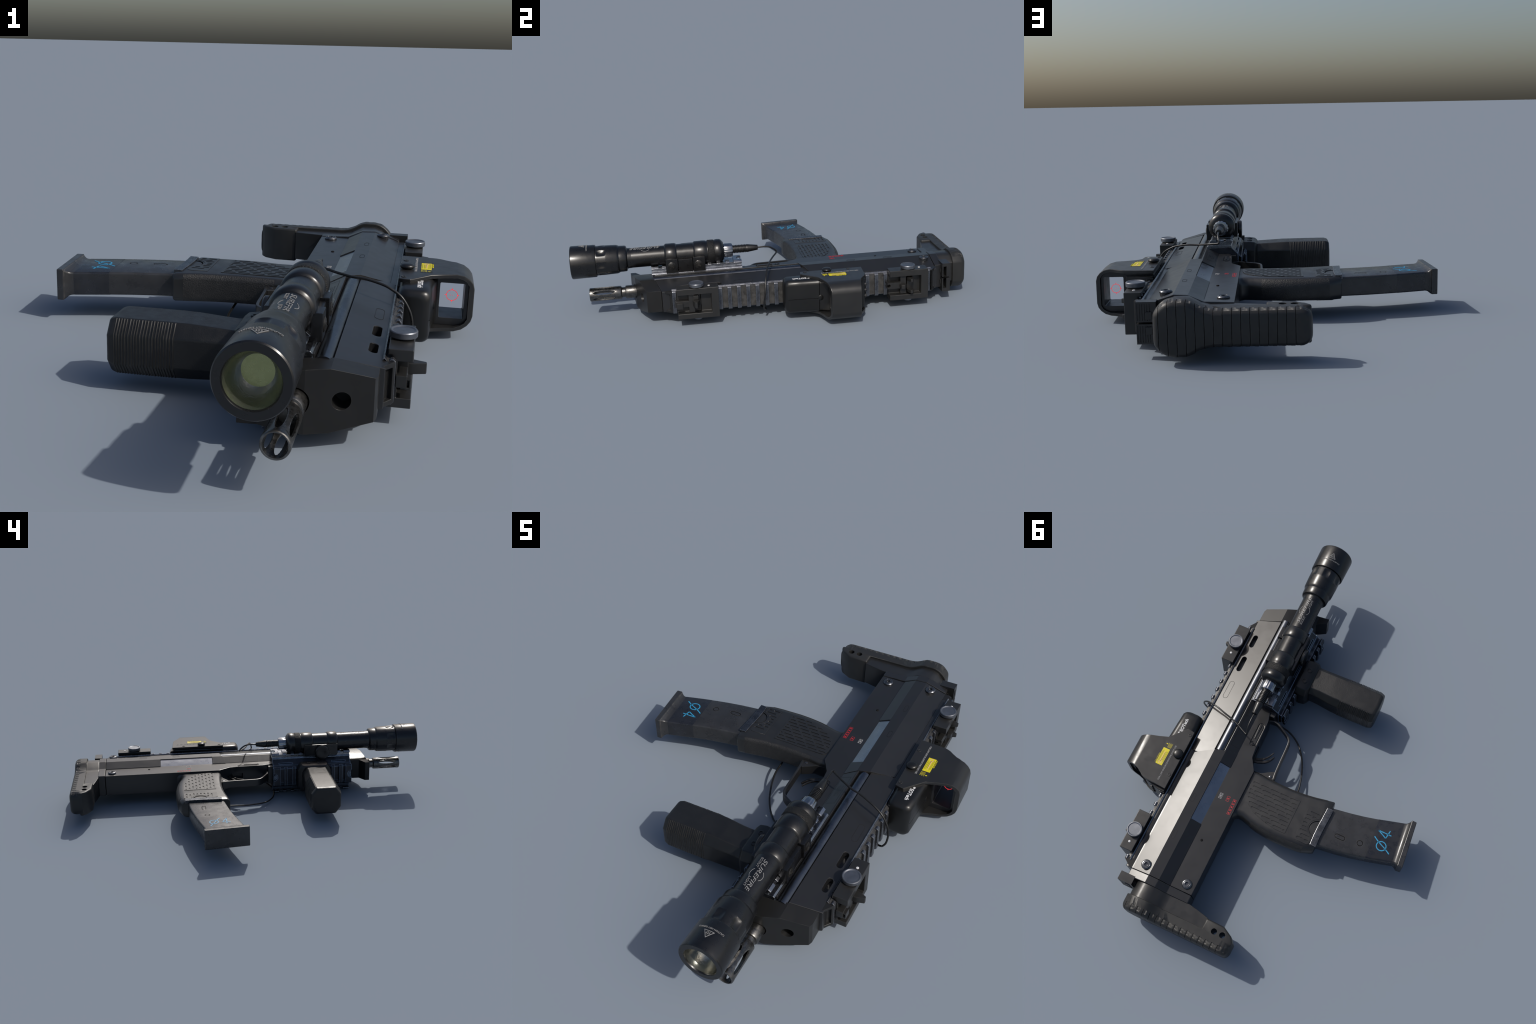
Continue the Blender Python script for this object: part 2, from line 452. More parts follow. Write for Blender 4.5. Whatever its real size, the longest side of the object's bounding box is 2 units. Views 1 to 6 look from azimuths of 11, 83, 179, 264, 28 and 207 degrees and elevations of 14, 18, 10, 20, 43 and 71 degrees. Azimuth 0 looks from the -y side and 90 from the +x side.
# receiver core between cover and rail
core = prism("receiver_core", 'y', sym([(0.16, 0.050), (0.40, 0.050), (0.4300, 0.0552), (0.4450, 0.0552), (0.4555, 0.0505)]), 0.185, 0.822)
done(core, M_RECV, bevel=0.002)

# rear cover: folded sheet with a stepped front edge, on both flanks
cov = prism("receiver_cover", 'y', sym([(0.2285, 0.052), (0.2285, 0.0612), (0.280, 0.0862), (0.331, 0.0885), (0.4180, 0.0580), (0.4245, 0.0562), (0.4255, 0.048)]), 0.10, 0.820)
FR = [(0.20, 0.124), (0.2285, 0.124), (0.331, 0.156), (0.418, 0.200), (0.43, 0.200)]
def front_y(x):
    for (a, ya), (b, yb) in zip(FR, FR[1:]):
        if x <= b:
            return ya + (yb - ya) * (x - a) / (b - a)
    return FR[-1][1]
for v in cov.data.vertices:
    if v.co.y < 0.2:
        v.co.y = front_y(v.co.x)
port = prism("c", 'y', [(0.2225, ZC + 0.0525), (0.2805, ZC + 0.0800), (0.2805, ZC + 0.12), (0.2225, ZC + 0.12)], 0.2005, 0.5055)
cov = done(cov, M_RECV, bevel=0.0020, cuts=[port], angle=12, blim=11)
bp = prism("bolt_panel", 'y', [(0.2245, ZC + 0.0505), (0.2795, ZC + 0.0505), (0.2795, ZC + 0.0815), (0.2300, ZC + 0.0580)], 0.2015, 0.5045)
done(bp, M_BOLT, bevel=0.001)

# end cap closing the receiver
cap = prism("end_cap", 'y', sym([(0.1195, 0.0600), (0.2265, 0.0640), (0.280, 0.0885), (0.331, 0.0905), (0.3945, 0.0700), (0.4245, 0.0600)]), 0.8225, 0.8605)
done(cap, M_RECV, bevel=0.0028, angle=14, blim=11)

# cross pins, tall cup-headed
pin = lathe("cross_pin", 'z', (0, 0), [(0.0, 0.0205), (0.010, 0.0215), (0.0125, 0.0232), (0.0165, 0.0232), (0.0200, 0.0195), (0.0210, 0.0150)], 40)
hexc = lathe("c", 'z', (0, 0), [(0.012, 0.0085), (0.05, 0.0085)], 24)
ringc = lathe("c", 'z', (0, 0), [(0.0193, 0.0118), (0.0193, 0.0158), (0.03, 0.0158), (0.03, 0.0118)], 40, closed=True)
pin = done(pin, M_SCREW, bevel=0.0008, cuts=[hexc, ringc])
pin.location = (0.3640, 0.7836, ZC + 0.0710)
p2 = copy(pin, loc=(0.1612, 0.7828, ZC + 0.0470))
pb = D.meshes.new("cross_pin"); 
pm = pin.data.copy()
for v in pm.vertices: v.co.z = -v.co.z
pm.flip_normals()
for loc in ((0.3640, 0.7836, ZC - 0.0710), (0.1612, 0.7828, ZC - 0.0470)):
    o = D.objects.new("cross_pin", pm); COL.objects.link(o); o.location = loc; o.parent = ROOT
D.meshes.remove(pb)

sp = lathe("spring_pin", 'z', (0.1935, 0.5716), [(ZC + 0.05, 0.006), (ZC + 0.0600, 0.006), (ZC + 0.0612, 0.0045)], 20)
done(sp, M_DARK)

# selector lever in its recess
lev = prism("selector_lever", 'z', [(0.186 + b, a) for a, b in capsule(-0.060, 0.054, 0, 0.023)], ZC + 0.050, ZC + 0.0592)
piv = lathe("c", 'z', (0.1885, 0.044), [(ZC + 0.0565, 0.006), (ZC + 0.0565, 0.0085), (ZC + 0.07, 0.0085), (ZC + 0.07, 0.006)], 24, closed=True)
lev = done(lev, M_RECV, bevel=0.0012, cuts=[piv])
bar = prism("selector_bar", 'z', [(0.184, -0.058), (0.196, -0.058), (0.191, 0.02), (0.186, 0.02)], ZC + 0.059, ZC + 0.0625)
done(bar, M_RECV, parent=lev, bevel=0.0012)

# fire-mode marks: little framed pictograms
def mark(xc, yc, w, l, mat, bars):
    zt, zb = ZC + 0.0590, ZC + 0.0580
    parts = [box("m", xc - w / 2, xc - w / 2 + 0.0015, yc - l / 2, yc + l / 2, zb, zt),
             box("m", xc + w / 2 - 0.0015, xc + w / 2, yc - l / 2, yc + l / 2, zb, zt),
             box("m", xc - w / 2 + 0.0015, xc + w / 2 - 0.0015, yc - l / 2, yc - l / 2 + 0.0015, zb, zt),
             box("m", xc - w / 2 + 0.0015, xc + w / 2 - 0.0015, yc + l / 2 - 0.0015, yc + l / 2, zb, zt)]
    for k in range(bars):
        y0 = yc - l / 2 + (k + 0.5) * l / bars
        parts.append(prism("m", 'z', [(xc - 0.0032, y0 - 0.0036), (xc + 0.0032, y0 - 0.0036), (xc + 0.0032, y0 + 0.0022), (xc, y0 + 0.0046), (xc - 0.0032, y0 + 0.0022)], zb, zt))
    return done(join("selector_mark", parts), mat)
mk = mark(0.2086, 0.3428, 0.0150, 0.0270, M_LGREY, 1)
bx = [prism("m", 'z', [(0.2025 + s, 0.331), (0.2040 + s, 0.331), (0.2155 - s, 0.3545), (0.2140 - s, 0.3545)], ZC + 0.058, ZC + 0.05925) for s in (0.0, 0.0105)]
done(join("selector_mark", bx), M_LGREY)
mark(0.1712, 0.3425, 0.0140, 0.0260, M_RED, 1)
mark(0.1385, 0.3720, 0.0150, 0.0780, M_RED, 5)

# ================================================================== TOP RAIL
PITCH = 0.0461
rail = prism("top_rail", 'y', sym([(0.444, 0.0400), (0.4445, 0.0565), (0.4490, 0.0600), (0.4550, 0.0540), (0.4665, 0.0520), (0.4665, 0.0)]), -0.5125, 0.792)
rail = done(rail, M_BED, bevel=0.001)
for s in (1, -1):
    ed = prism('rail_edge', 'y', [(0.4440, ZC + s * 0.0545), (0.4440, ZC + s * 0.0572), (0.4490, ZC + s * 0.0608), (0.4545, ZC + s * 0.0552), (0.4550, ZC + s * 0.0520)], -0.5125, 0.792)
    done(ed, M_RAIL, parent=rail, bevel=0.0008)
tooth = prism("rail_tooth", 'y', sym([(0.4600, 0.0535), (0.4655, 0.0590), (0.4705, 0.0590), (0.4765, 0.0530)]), 0.0, 0.0185)
tooth = done(tooth, M_RAIL, parent=rail, bevel=0.0012)
tooth.location = (0, -0.5125, 0)
k = 0
while -0.2875 + PITCH * k < 0.78:
    copy(tooth, loc=(0, -0.2875 + PITCH * k, 0)); k += 1
for k in (1, 2, 3):
    copy(tooth, loc=(0, -0.2875 - PITCH * k, 0))

# sockets that carry the rail ends, each with a recessed window
sock = prism("rail_socket", 'z', [(0.415, SEAM(0.415) + 0.002), (0.4425, SEAM(0.4425) + 0.002), (0.4765, -0.5135), (0.415, -0.5135)], ZC - 0.054, ZC + 0.054)
slope = Vector((0.034, 0.050, 0)).normalized(); nrm = Vector((0.050, -0.034, 0)).normalized()
c0 = Vector((0.4425, -0.5640, 0))
rc = [c0 + slope * a + nrm * b for a, b in ((0.011, -0.012), (0.011, 0.02), (0.051, 0.02), (0.051, -0.012))]
sock_c = prism("c", 'z', [(p.x, p.y) for p in rc], ZC - 0.041, ZC + 0.041)
done(sock, M_NOSE, bevel=0.0018, cuts=[sock_c])
sock2 = prism("rail_socket", 'z', [(0.415, 0.820), (0.437, 0.8225), (0.4765, 0.793), (0.4765, 0.780), (0.415, 0.780)], ZC - 0.056, ZC + 0.056)
sock2_c = prism("c", 'z', [(0.4500, 0.8250), (0.4380, 0.8130), (0.4640, 0.7925), (0.4780, 0.8060)], ZC - 0.042, ZC + 0.042)
done(sock2, M_NOSE, bevel=0.0018, cuts=[sock2_c])

# ================================================================== NOSE
NS = [  # x, front y, rear y, half height
    (0.1270, -0.7155, -0.6900, 0.0555), (0.1745, -0.7090, -0.6625, 0.0570), (0.1755, -0.7085, -0.6035, 0.0572),
    (0.2080, -0.7010, -0.6035, 0.0690), (0.2800, -0.6900, -0.6055, 0.0795), (0.3355, -0.6680, -0.5920, 0.0795), (0.4365, -0.6360, -0.5655, 0.0548),
    (0.4425, -0.6200, -0.5640, 0.0535)]
nose = loft("nose_block", [[(x, f, ZC - h), (x, f, ZC + h), (x, r, ZC + h), (x, r, ZC - h)] for x, f, r, h in NS])
hole = cyl("c", 'y', (0.3623, 0.1218), -0.70, -0.60, 0.0222, 36)
bore = cyl("c", 'y', (0.255, ZC), -0.75, -0.65, 0.0365, 40)
nose = done(nose, M_NOSE, bevel=0.004, seg=3, cuts=[hole, bore], angle=20, blim=12)

# ================================================================== BARREL AND FLASH HIDER
brl = lathe("barrel", 'y', (0.255, ZC), [(-0.60, 0.026), (-0.684, 0.0325), (-0.686, 0.0330), (-0.738, 0.0330), (-0.742, 0.031), (-0.744, 0.0255), (-0.760, 0.0255), (-0.763, 0.029), (-0.764, 0.0245)], 48)
done(brl, M_GUN, angle=30)
fh = lathe("flash_hider", 'y', (0.255, ZC), [(-0.764, 0.0315), (-0.767, 0.0335), (-0.905, 0.0335), (-0.912, 0.0345), (-0.920, 0.0335), (-0.922, 0.0315), (-0.9215, 0.0285), (-0.78, 0.0275), (-0.764, 0.0225)], 60, closed=True)
cuts = []
for i in range(6):
    a = 2 * math.pi * i / 6 + math.pi / 6
    ax, az = math.cos(a), math.sin(a)
    vs = []; N = 20
    for rr_, sc in ((0.012, 0.45), (0.05, 1.35)):
        for q in range(N):
            t = 2 * math.pi * q / N
            ly = -0.850 + 0.056 * math.cos(t); lw = 0.0118 * sc * math.sin(t)
            vs.append((0.255 + ax * rr_ - az * lw, ly, ZC + az * rr_ + ax * lw))
    cuts.append(raw("c", vs, [list(range(N)), list(range(2 * N - 1, N - 1, -1))] + [[q, (q + 1) % N, N + (q + 1) % N, N + q] for q in range(N)]))
done(fh, M_GUN, cuts=cuts, angle=35)

# ================================================================== RAIL CAGE (handguard)
RX = 0.218
cage = prism("rail_cage", 'y', sym([(0.1300, 0.0430), (0.1425, 0.0565), (0.1725, 0.0860), (0.2700, 0.0900), (0.2840, 0.0840), (0.2840, 0.0600)]), -0.6035, -0.1460)
cuts = []
for s in (1, -1):
    for y0, y1 in ((-0.262, -0.182), (-0.575, -0.495), (-0.43, -0.35)):
        mid = Vector((0.1520, 0, 0.0659)); tdir = Vector((0.0300, 0, 0.0295)).normalized(); nn = Vector((-0.0295, 0, 0.0300)).normalized()
        pts = [mid + tdir * a + nn * b for a, b in ((-0.0035, -0.012), (0.0035, -0.012), (0.0035, 0.02), (-0.0035, 0.02))]
        cuts.append(prism("c", 'y', [(p.x, ZC + s * p.z) for p in pts], y0, y1))
cage = done(cage, M_CAGE, bevel=0.0016, cuts=cuts)

def side_rail(sgn):
    P = lambda pts: [(x, ZC + sgn * h) for x, h in pts]
    base = prism("side_rail", 'y', P([(RX - 0.040, 0.085), (RX - 0.040, 0.1130), (RX + 0.040, 0.1130), (RX + 0.040, 0.085)]), -0.6035, -0.146)
    flange = prism("m", 'y', P([(RX - 0.0455, 0.0840), (RX - 0.0480, 0.0880), (RX - 0.0440, 0.0950), (RX + 0.060, 0.0950), (RX + 0.066, 0.0885), (RX + 0.066, 0.080)]), -0.6045, -0.145)
    b = done(join("side_rail", [base, flange]), M_CHROME if sgn > 0 else M_CAGE, parent=cage, bevel=0.0012)
    prof = [(RX - 0.039, 0.104), (RX - 0.052, 0.1110), (RX - 0.052, 0.1140), (RX - 0.042, 0.1220), (RX + 0.042, 0.1220), (RX + 0.052, 0.1140), (RX + 0.052, 0.1110), (RX + 0.039, 0.104)]
    t = done(prism("side_rail_tooth", 'y', P(prof), 0, 0.0185), M_CHROME, parent=b, bevel=0.0012)
    ys = [-0.5500 + PITCH * i for i in range(8)]
    t.location = (0, ys[0], 0)
    for y in ys[1:]:
        copy(t, loc=(0, y, 0))
    for y0, y1, ce in ((-0.6045, -0.5680, -0.6045), (-0.1860, -0.1450, -0.1450)):
        e = prism("side_rail_end", 'y', P(prof), y0, y1)
        c = prism("c", 'z', rrect(RX - 0.022, RX + 0.022, ce - 0.024, ce + 0.024, 0.0215, 8), min(ZC + sgn * 0.100, ZC + sgn * 0.2), max(ZC + sgn * 0.100, ZC + sgn * 0.2))
        done(e, M_CHROME, parent=b, bevel=0.0012, cuts=[c])
        s_ = lathe("rail_screw", 'z', (RX, ce + (0.016 if ce < -0.4 else -0.014)), [(ZC + sgn * 0.100, 0.0125), (ZC + sgn * 0.1175, 0.0125), (ZC + sgn * 0.1175, 0.006), (ZC + sgn * 0.1150, 0.005)], 24)
        done(s_, M_CAGE, parent=b)
    return b
side_rail(1); side_rail(-1)

BX = 0.1035                     # face of the bottom rail
base = done(prism("bottom_rail", 'y', sym([(BX + 0.0205, 0.0430), (0.1450, 0.0430)]), -0.6035, -0.146), M_CAGE, parent=cage, bevel=0.001)
fl = done(prism("bottom_rail_flange", 'y', sym([(0.1390, 0.0545), (0.1405, 0.0575), (0.1450, 0.0590)]), -0.6045, -0.145), M_CAGE, parent=base, bevel=0.001)
profb = sym([(BX, 0.0500), (BX + 0.0075, 0.0585), (BX + 0.0105, 0.0590), (BX + 0.0180, 0.0450)])
bt = done(prism("bottom_rail_tooth", 'y', profb, 0, 0.0185), M_CAGE, parent=base, bevel=0.0012)
bt.location = (0, -0.5500, 0)
for i in (1, 2, 5, 6, 7):
    copy(bt, loc=(0, -0.5500 + PITCH * i, 0))
for y0, y1, ce in ((-0.6045, -0.5680, -0.6045), (-0.1860, -0.1450, -0.1450)):
    e = prism("bottom_rail_end", 'y', profb, y0, y1)
    c = prism("c", 'x', rrect(ce - 0.024, ce + 0.024, ZC - 0.022, ZC + 0.022, 0.0215, 8), 0.05, BX + 0.016)
    done(e, M_CAGE, parent=base, bevel=0.0012, cuts=[c])
    s_ = lathe("rail_screw", 'x', (ce + (0.016 if ce < -0.4 else -0.014), ZC), [(BX + 0.02, 0.0125), (BX + 0.005, 0.0125), (BX + 0.005, 0.006), (BX + 0.008, 0.005)], 24)
    done(s_, M_CAGE, parent=base)

# cage rear collar where it meets the frame
done(box("cage_collar", 0.150, 0.284, -0.146, -0.118, ZC - 0.052, ZC + 0.052), M_POLY, parent=cage, bevel=0.003)

# ================================================================== FOREGRIP
def octa(x, yf, yr, h, c):
    """eight-sided section in the y-z plane"""
    return [(x, yf, ZC - h + c), (x, yf, ZC + h - c), (x, yf + c * 0.75, ZC + h), (x, yr - c * 0.75, ZC + h),
            (x, yr, ZC + h - c), (x, yr, ZC - h + c), (x, yr - c * 0.75, ZC - h), (x, yf + c * 0.75, ZC - h)]
FG = [(-0.2900, -0.4530, -0.3110, 0.0670, 0.034), (-0.2850, -0.4610, -0.3030, 0.0745, 0.037), (-0.2700, -0.4655, -0.2985, 0.0785, 0.038),
      (-0.1800, -0.4655, -0.2980, 0.0785, 0.038), (-0.1000, -0.4640, -0.2975, 0.0780, 0.037), (-0.0650, -0.4630, -0.2990, 0.0775, 0.036),
      (-0.0300, -0.4620, -0.3030, 0.0755, 0.034), (0.0050, -0.4610, -0.3070, 0.0735, 0.032), (0.0400, -0.4610, -0.3080, 0.0715, 0.031),
      (0.0700, -0.4620, -0.3060, 0.0700, 0.031), (0.0800, -0.4620, -0.3060, 0.0700, 0.031)]
def fg_at(x):
    for a, b in zip(FG, FG[1:]):
        if a[0] <= x <= b[0]:
            t = (x - a[0]) / (b[0] - a[0])
            return [p + (q - p) * t for p, q in zip(a, b)]
fore = loft("foregrip", [octa(*s) for s in FG])
fore = done(fore, M_FORE, bevel=0.007, seg=4, angle=50, blim=24)
ribs = []
xr = -0.268
while xr < -0.100:
    w = random.uniform(0.0038, 0.0056)
    e = random.uniform(0.0011, 0.0021)
    rr_ = []
    for q, f in ((0.0, 0.0), (0.22, 0.75), (0.5, 1.0), (0.78, 0.75), (1.0, 0.0)):
        s0 = fg_at(xr + w * q)
        rr_.append(octa(s0[0], s0[1] - e * f, s0[2] + e * f, s0[3] - 0.0012, s0[4] - 0.002))
    ribs.append(loft("m", rr_))
    xr += w + random.uniform(0.0020, 0.0046)
done(join("grip_rib", ribs), M_RIB, parent=fore, stuff=True, angle=50)
# top clamp gripping the bottom rail
def clampsec(x, yf, yr, h, c):
    return [(x, yf, ZC - h + c), (x, yf, ZC + h - c), (x, yf + c * 0.6, ZC + h), (x, yr - c * 0.6, ZC + h),
            (x, yr, ZC + h - c), (x, yr, ZC - h + c), (x, yr - c * 0.6, ZC - h), (x, yf + c * 0.6, ZC - h)]
cl = loft("foregrip_clamp", [clampsec(x, *s) for x, s in ((0.056, (-0.462, -0.300, 0.0735, 0.034)), (0.068, (-0.474, -0.282, 0.0820, 0.036)),
                                                        (0.096, (-0.476, -0.279, 0.0860, 0.036)), (0.1215, (-0.473, -0.283, 0.0855, 0.034)))])
done(cl, M_FORE, parent=fore, bevel=0.004, seg=2)
for yy in (-0.405, -0.345):
    for s in (1, -1):
        sc = lathe("clamp_screw", 'z', (0.092, yy), [(ZC + s * 0.078, 0.012), (ZC + s * 0.0872, 0.012), (ZC + s * 0.0882, 0.010), (ZC + s * 0.0882, 0.006), (ZC + s * 0.086, 0.0055)], 20)
        done(sc, M_FORE, parent=fore)

# ================================================================== PISTOL GRIP
GS = [  # x, front y, rear y, half width, front radius, rear radius
    (-0.2890, 0.1430, 0.3960, 0.0460, 0.018, 0.030), (-0.2840, 0.1395, 0.4010, 0.0480, 0.020, 0.034), (-0.2450, 0.1470, 0.4150, 0.0485, 0.020, 0.036),
    (-0.2000, 0.1560, 0.4205, 0.0485, 0.020, 0.038), (-0.1500, 0.1630, 0.4240, 0.0480, 0.020, 0.040), (-0.1000, 0.1670, 0.4250, 0.0480, 0.020, 0.040),
    (-0.0500, 0.1680, 0.4220, 0.0480, 0.020, 0.040), (0.0000, 0.1670, 0.4150, 0.0475, 0.020, 0.038), (0.0500, 0.1640, 0.4020, 0.0475, 0.020, 0.036),
    (0.0800, 0.1600, 0.3930, 0.0475, 0.020, 0.034), (0.1000, 0.1590, 0.3930, 0.0470, 0.020, 0.034), (0.1140, 0.1590, 0.4030, 0.0470, 0.020, 0.034),
    (0.1260, 0.1600, 0.4280, 0.0470, 0.020, 0.032)]
def gripsec(x, yf, yr, h, rf, rr_, n=5):
    pts = []
    for cy, cz, r, s in ((yr - rr_, h - rr_, rr_, 0), (yf + rf, h - rf, rf, 1), (yf + rf, -h + rf, rf, 2), (yr - rr_, -h + rr_, rr_, 3)):
        for i in range(n + 1):
            t = (s + i / n) * math.pi / 2
            pts.append((x, cy + r * math.cos(t), ZC + cz + r * math.sin(t)))
    return pts
grip = loft("pistol_grip", [gripsec(*s) for s in GS])
def panel_cutters(zf):
    """tooling shared by grip and panels: rows of milled dashes"""
    a = panel_cut(main_out, 0.0192, 0.050, 0.2150, 0.375, zf)
    b = panel_cut(low_out, 0.0192, 0.08, 0.2150, 0.38, zf)
    return a, b
TH = (-0.2680, 0.2980)                     # centre of the catch's thumb recess
def clip_rows(poly, y):
    """x-interval of an outline on the row y"""
    xs = []
    n = len(poly)
    for i in range(n):
        (xa, ya), (xb, yb) = poly[i], poly[(i + 1) % n]
        if (ya - y) * (yb - y) < 0:
            xs.append(xa + (xb - xa) * (y - ya) / (yb - ya))
    xs.sort()
    return xs
main_out = [(0.094, 0.204), (0.107, 0.214), (0.110, 0.232), (0.108, 0.260), (0.099, 0.292), (0.080, 0.320), (0.040, 0.348), (-0.024, 0.368), (-0.086, 0.380), (-0.132, 0.380), (-0.138, 0.375), (-0.140, 0.205), (-0.02, 0.203)]
def low_edge(y):
    d = 0.0475 ** 2 - (y - TH[1]) ** 2
    return max(-0.2580, TH[0] + math.sqrt(d)) if d > 0 else -0.2580
low_out = [(-0.186, 0.206), (-0.250, 0.203), (-0.257, 0.210)] + [(low_edge(0.215 + 0.160 * i / 24), 0.215 + 0.160 * i / 24) for i in range(25)] + [(-0.257, 0.378), (-0.250, 0.384), (-0.190, 0.384), (-0.186, 0.380)]
def panel_cut(outline, pitch, seg, y0, y1, zf, margin=0.007):
    cs = []; y = y0; r = 0
    while y < y1:
        xs = clip_rows(outline, y)
        if len(xs) >= 2:
            a, b = xs[0] + margin, xs[-1] - margin
            x = a - (r % 3) * seg * 0.33
            while x < b:
                p, q = max(x, a), min(x + seg - 0.0075, b)
                if q - p > 0.009:
                    cs.append(prism("m", 'z', capsule(p, q, y, 0.0085, 4), ZC + zf, ZC + 0.06))
                x += seg
        y += pitch; r += 1
    return join("c", cs)
thumb = lathe("c", 'z', TH, [(ZC + 0.0425, 0.0415), (ZC + 0.09, 0.0415)], 40)
ca, cb_ = panel_cutters(0.0445)
grip = done(grip, M_GRIP, angle=45, cuts=[thumb, ca, cb_])
def gf(x, k):
    for a, b in zip(GS, GS[1:]):
        if a[0] <= x <= b[0]:
            t = (x - a[0]) / (b[0] - a[0]); return a[k] + (b[k] - a[k]) * t
    return GS[-1][k] if x > GS[-1][0] else GS[0][k]

# stippled straps front and back
def strap(name, x0, x1, front):
    rings = []
    N = 16
    for i in range(N + 1):
        x = x0 + (x1 - x0) * i / N
        sec = gripsec(x, gf(x, 1), gf(x, 2), gf(x, 3), gf(x, 4), gf(x, 5), 6)
        P = [p for p in sec if (p[1] < gf(x, 1) + (0.012 if front else 0) if front else p[1] > gf(x, 2) - 0.022)]
        if front:
            pass
        P.sort(key=lambda p: p[2])
        cy = (gf(x, 1) + gf(x, 2)) / 2
        out = []
        for p in P:
            dv = Vector((0, p[1] - cy, (p[2] - ZC) * 1.2)); dv.normalize()
            out.append(Vector(p) + dv * 0.0012)
        inn = [Vector(p) - Vector((0, (p[1] - cy) * 0.03, (p[2] - ZC) * 0.08)) for p in reversed(P)]
        rings.append(out + inn)
    return done(loft(name, rings), M_STIP, parent=grip, angle=45)
strap("stippled_strap", -0.255, 0.050, True)
strap("stippled_strap", -0.240, 0.030, False)

# ribbed side panels: raised plates with rows of milled dashes
for outl, k in ((main_out, 0), (low_out, 1)):
    c2 = panel_cutters(0.0472)
    pl = done(prism("ribbed_panel", 'z', outl, ZC + 0.040, ZC + 0.0497), M_GRIP, parent=grip, cuts=[c2[k]], bevel=0.0008, seg=1)
    kill(c2[1 - k])
    mirror_z(pl)
tgp = done(prism("guard_lug", 'z', [(0.022, 0.172), (0.020, 0.150), (0.036, 0.118), (0.060, 0.132), (0.090, 0.152), (0.128, 0.158), (0.128, 0.175)], ZC - 0.0230, ZC + 0.0230), M_POLY, parent=grip, bevel=0.003)
done(lathe("guard_pin", 'z', (0.0440, 0.1515), [(ZC + 0.01, 0.007), (ZC + 0.0245, 0.007), (ZC + 0.0255, 0.005)], 20), M_SCREW, parent=grip)

# ================================================================== TRIGGER AND GUARD
tg = sweep_xy("trigger_guard", [(0.178, -0.104), (0.150, -0.113), (0.124, -0.109), (0.090, -0.091), (0.056, -0.070), (0.040, -0.050), (0.035, -0.020), (0.033, 0.040), (0.031, 0.095), (0.029, 0.125), (0.024, 0.160)], 0.0105, ZC - 0.0160, ZC + 0.0250)
done(tg, M_POLY, bevel=0.0025)
t1 = sweep_xy("trigger", [(0.178, 0.100), (0.150, 0.102), (0.128, 0.099), (0.105, 0.090), (0.086, 0.074), (0.071, 0.048)], 0.014, ZC - 0.006, ZC + 0.006, taper=lambda t: 1.6 - 1.15 * t)
t1 = done(t1, M_TRIG, bevel=0.002)
t2 = sweep_xy("trigger_safety", [(0.150, 0.094), (0.128, 0.087), (0.108, 0.073), (0.092, 0.052), (0.082, 0.030)], 0.010, ZC + 0.002, ZC + 0.010, taper=lambda t: 1.3 - 0.9 * t)
done(t2, M_TRIG, parent=t1, bevel=0.0015)

# ================================================================== MAGAZINE
MS = [(-0.2700, 0.1740, 0.3680), (-0.3000, 0.1695, 0.3640), (-0.3760, 0.1580, 0.3540), (-0.4400, 0.1460, 0.3420), (-0.4940, 0.1335, 0.3300), (-0.5500, 0.1185, 0.3155),
      (-0.5970, 0.1055, 0.3025), (-0.6300, 0.0965, 0.2930)]
def magsec(x, yf, yr, h, tilt, r=0.007):
    """rounded rectangle, tilted a little with the curve of the magazine"""
    pts = rrect(yf, yr, ZC - h, ZC + h, r, 3)
    return [(x - tilt * (a - (yf + yr) / 2), a, b) for a, b in pts]
def tl(x):
    return 0.02 + 0.075 * min(1, max(0, (-0.28 - x) / 0.37))
rings = [magsec(x, f, r, 0.0395, tl(x)) for x, f, r in MS]
rings.append(magsec(-0.6400, 0.0925, 0.2910, 0.0405, 0.08)); rings.append(magsec(-0.6470, 0.0870, 0.2930, 0.0430, 0.08)); rings.append(magsec(-0.6530, 0.0800, 0.2960, 0.0480, 0.08)); rings.append(magsec(-0.6560, 0.0765, 0.2975, 0.0515, 0.08))
mag = loft("magazine", rings)
oc1 = prism("c", 'z', capsule(-0.402, -0.350, 0.2850, 0.024), ZC + 0.0375, ZC + 0.06)
oc1b = prism("c", 'z', capsule(-0.3985, -0.3535, 0.2850, 0.017), ZC + 0.03, ZC + 0.0392)
oc2 = lathe("c", 'z', (-0.4705, 0.2720), [(ZC + 0.0375, 0.0105), (ZC + 0.0375, 0.0145), (ZC + 0.06, 0.0145), (ZC + 0.06, 0.0105)], 28, closed=True)
mag = done(mag, M_MAG, angle=40, cuts=[oc1, oc2])
kill(oc1b)
done(prism("witness_boss", 'z', capsule(-0.3980, -0.3540, 0.2850, 0.016), ZC + 0.030, ZC + 0.0392), M_MAG, parent=mag, bevel=0.001)
for nm, o, i in (("witness_dark_ring", capsule(-0.4030, -0.3490, 0.2850, 0.0250, 8), capsule(-0.3990, -0.3530, 0.2850, 0.0170, 8)),
                 ("witness_dark_ring", [(-0.4705 + 0.0148 * math.cos(a), 0.2720 + 0.0148 * math.sin(a)) for a in [2 * math.pi * q / 32 for q in range(32)]],
                  [(-0.4705 + 0.0112 * math.cos(a), 0.2720 + 0.0112 * math.sin(a)) for a in [2 * math.pi * q / 32 for q in range(32)]])):
    g = ring_on(nm, o, i, lambda x: ZC + 0.0392, M_DARK, 0.0); g.parent = mag  # near-black ring added in each cut, its shade put into the colour
bpz = [(-0.6430, 0.0725), (-0.6720, 0.0745), (-0.6935, 0.3050), (-0.6880, 0.3160), (-0.6640, 0.3180)]
base = prism("magazine_floorplate", 'z', [(-0.6470, 0.0725), (-0.6710, 0.0730), (-0.6925, 0.2985), (-0.6660, 0.3005)], ZC - 0.0530, ZC + 0.0530)
done(base, M_MAG, parent=mag, bevel=0.0035, seg=3)
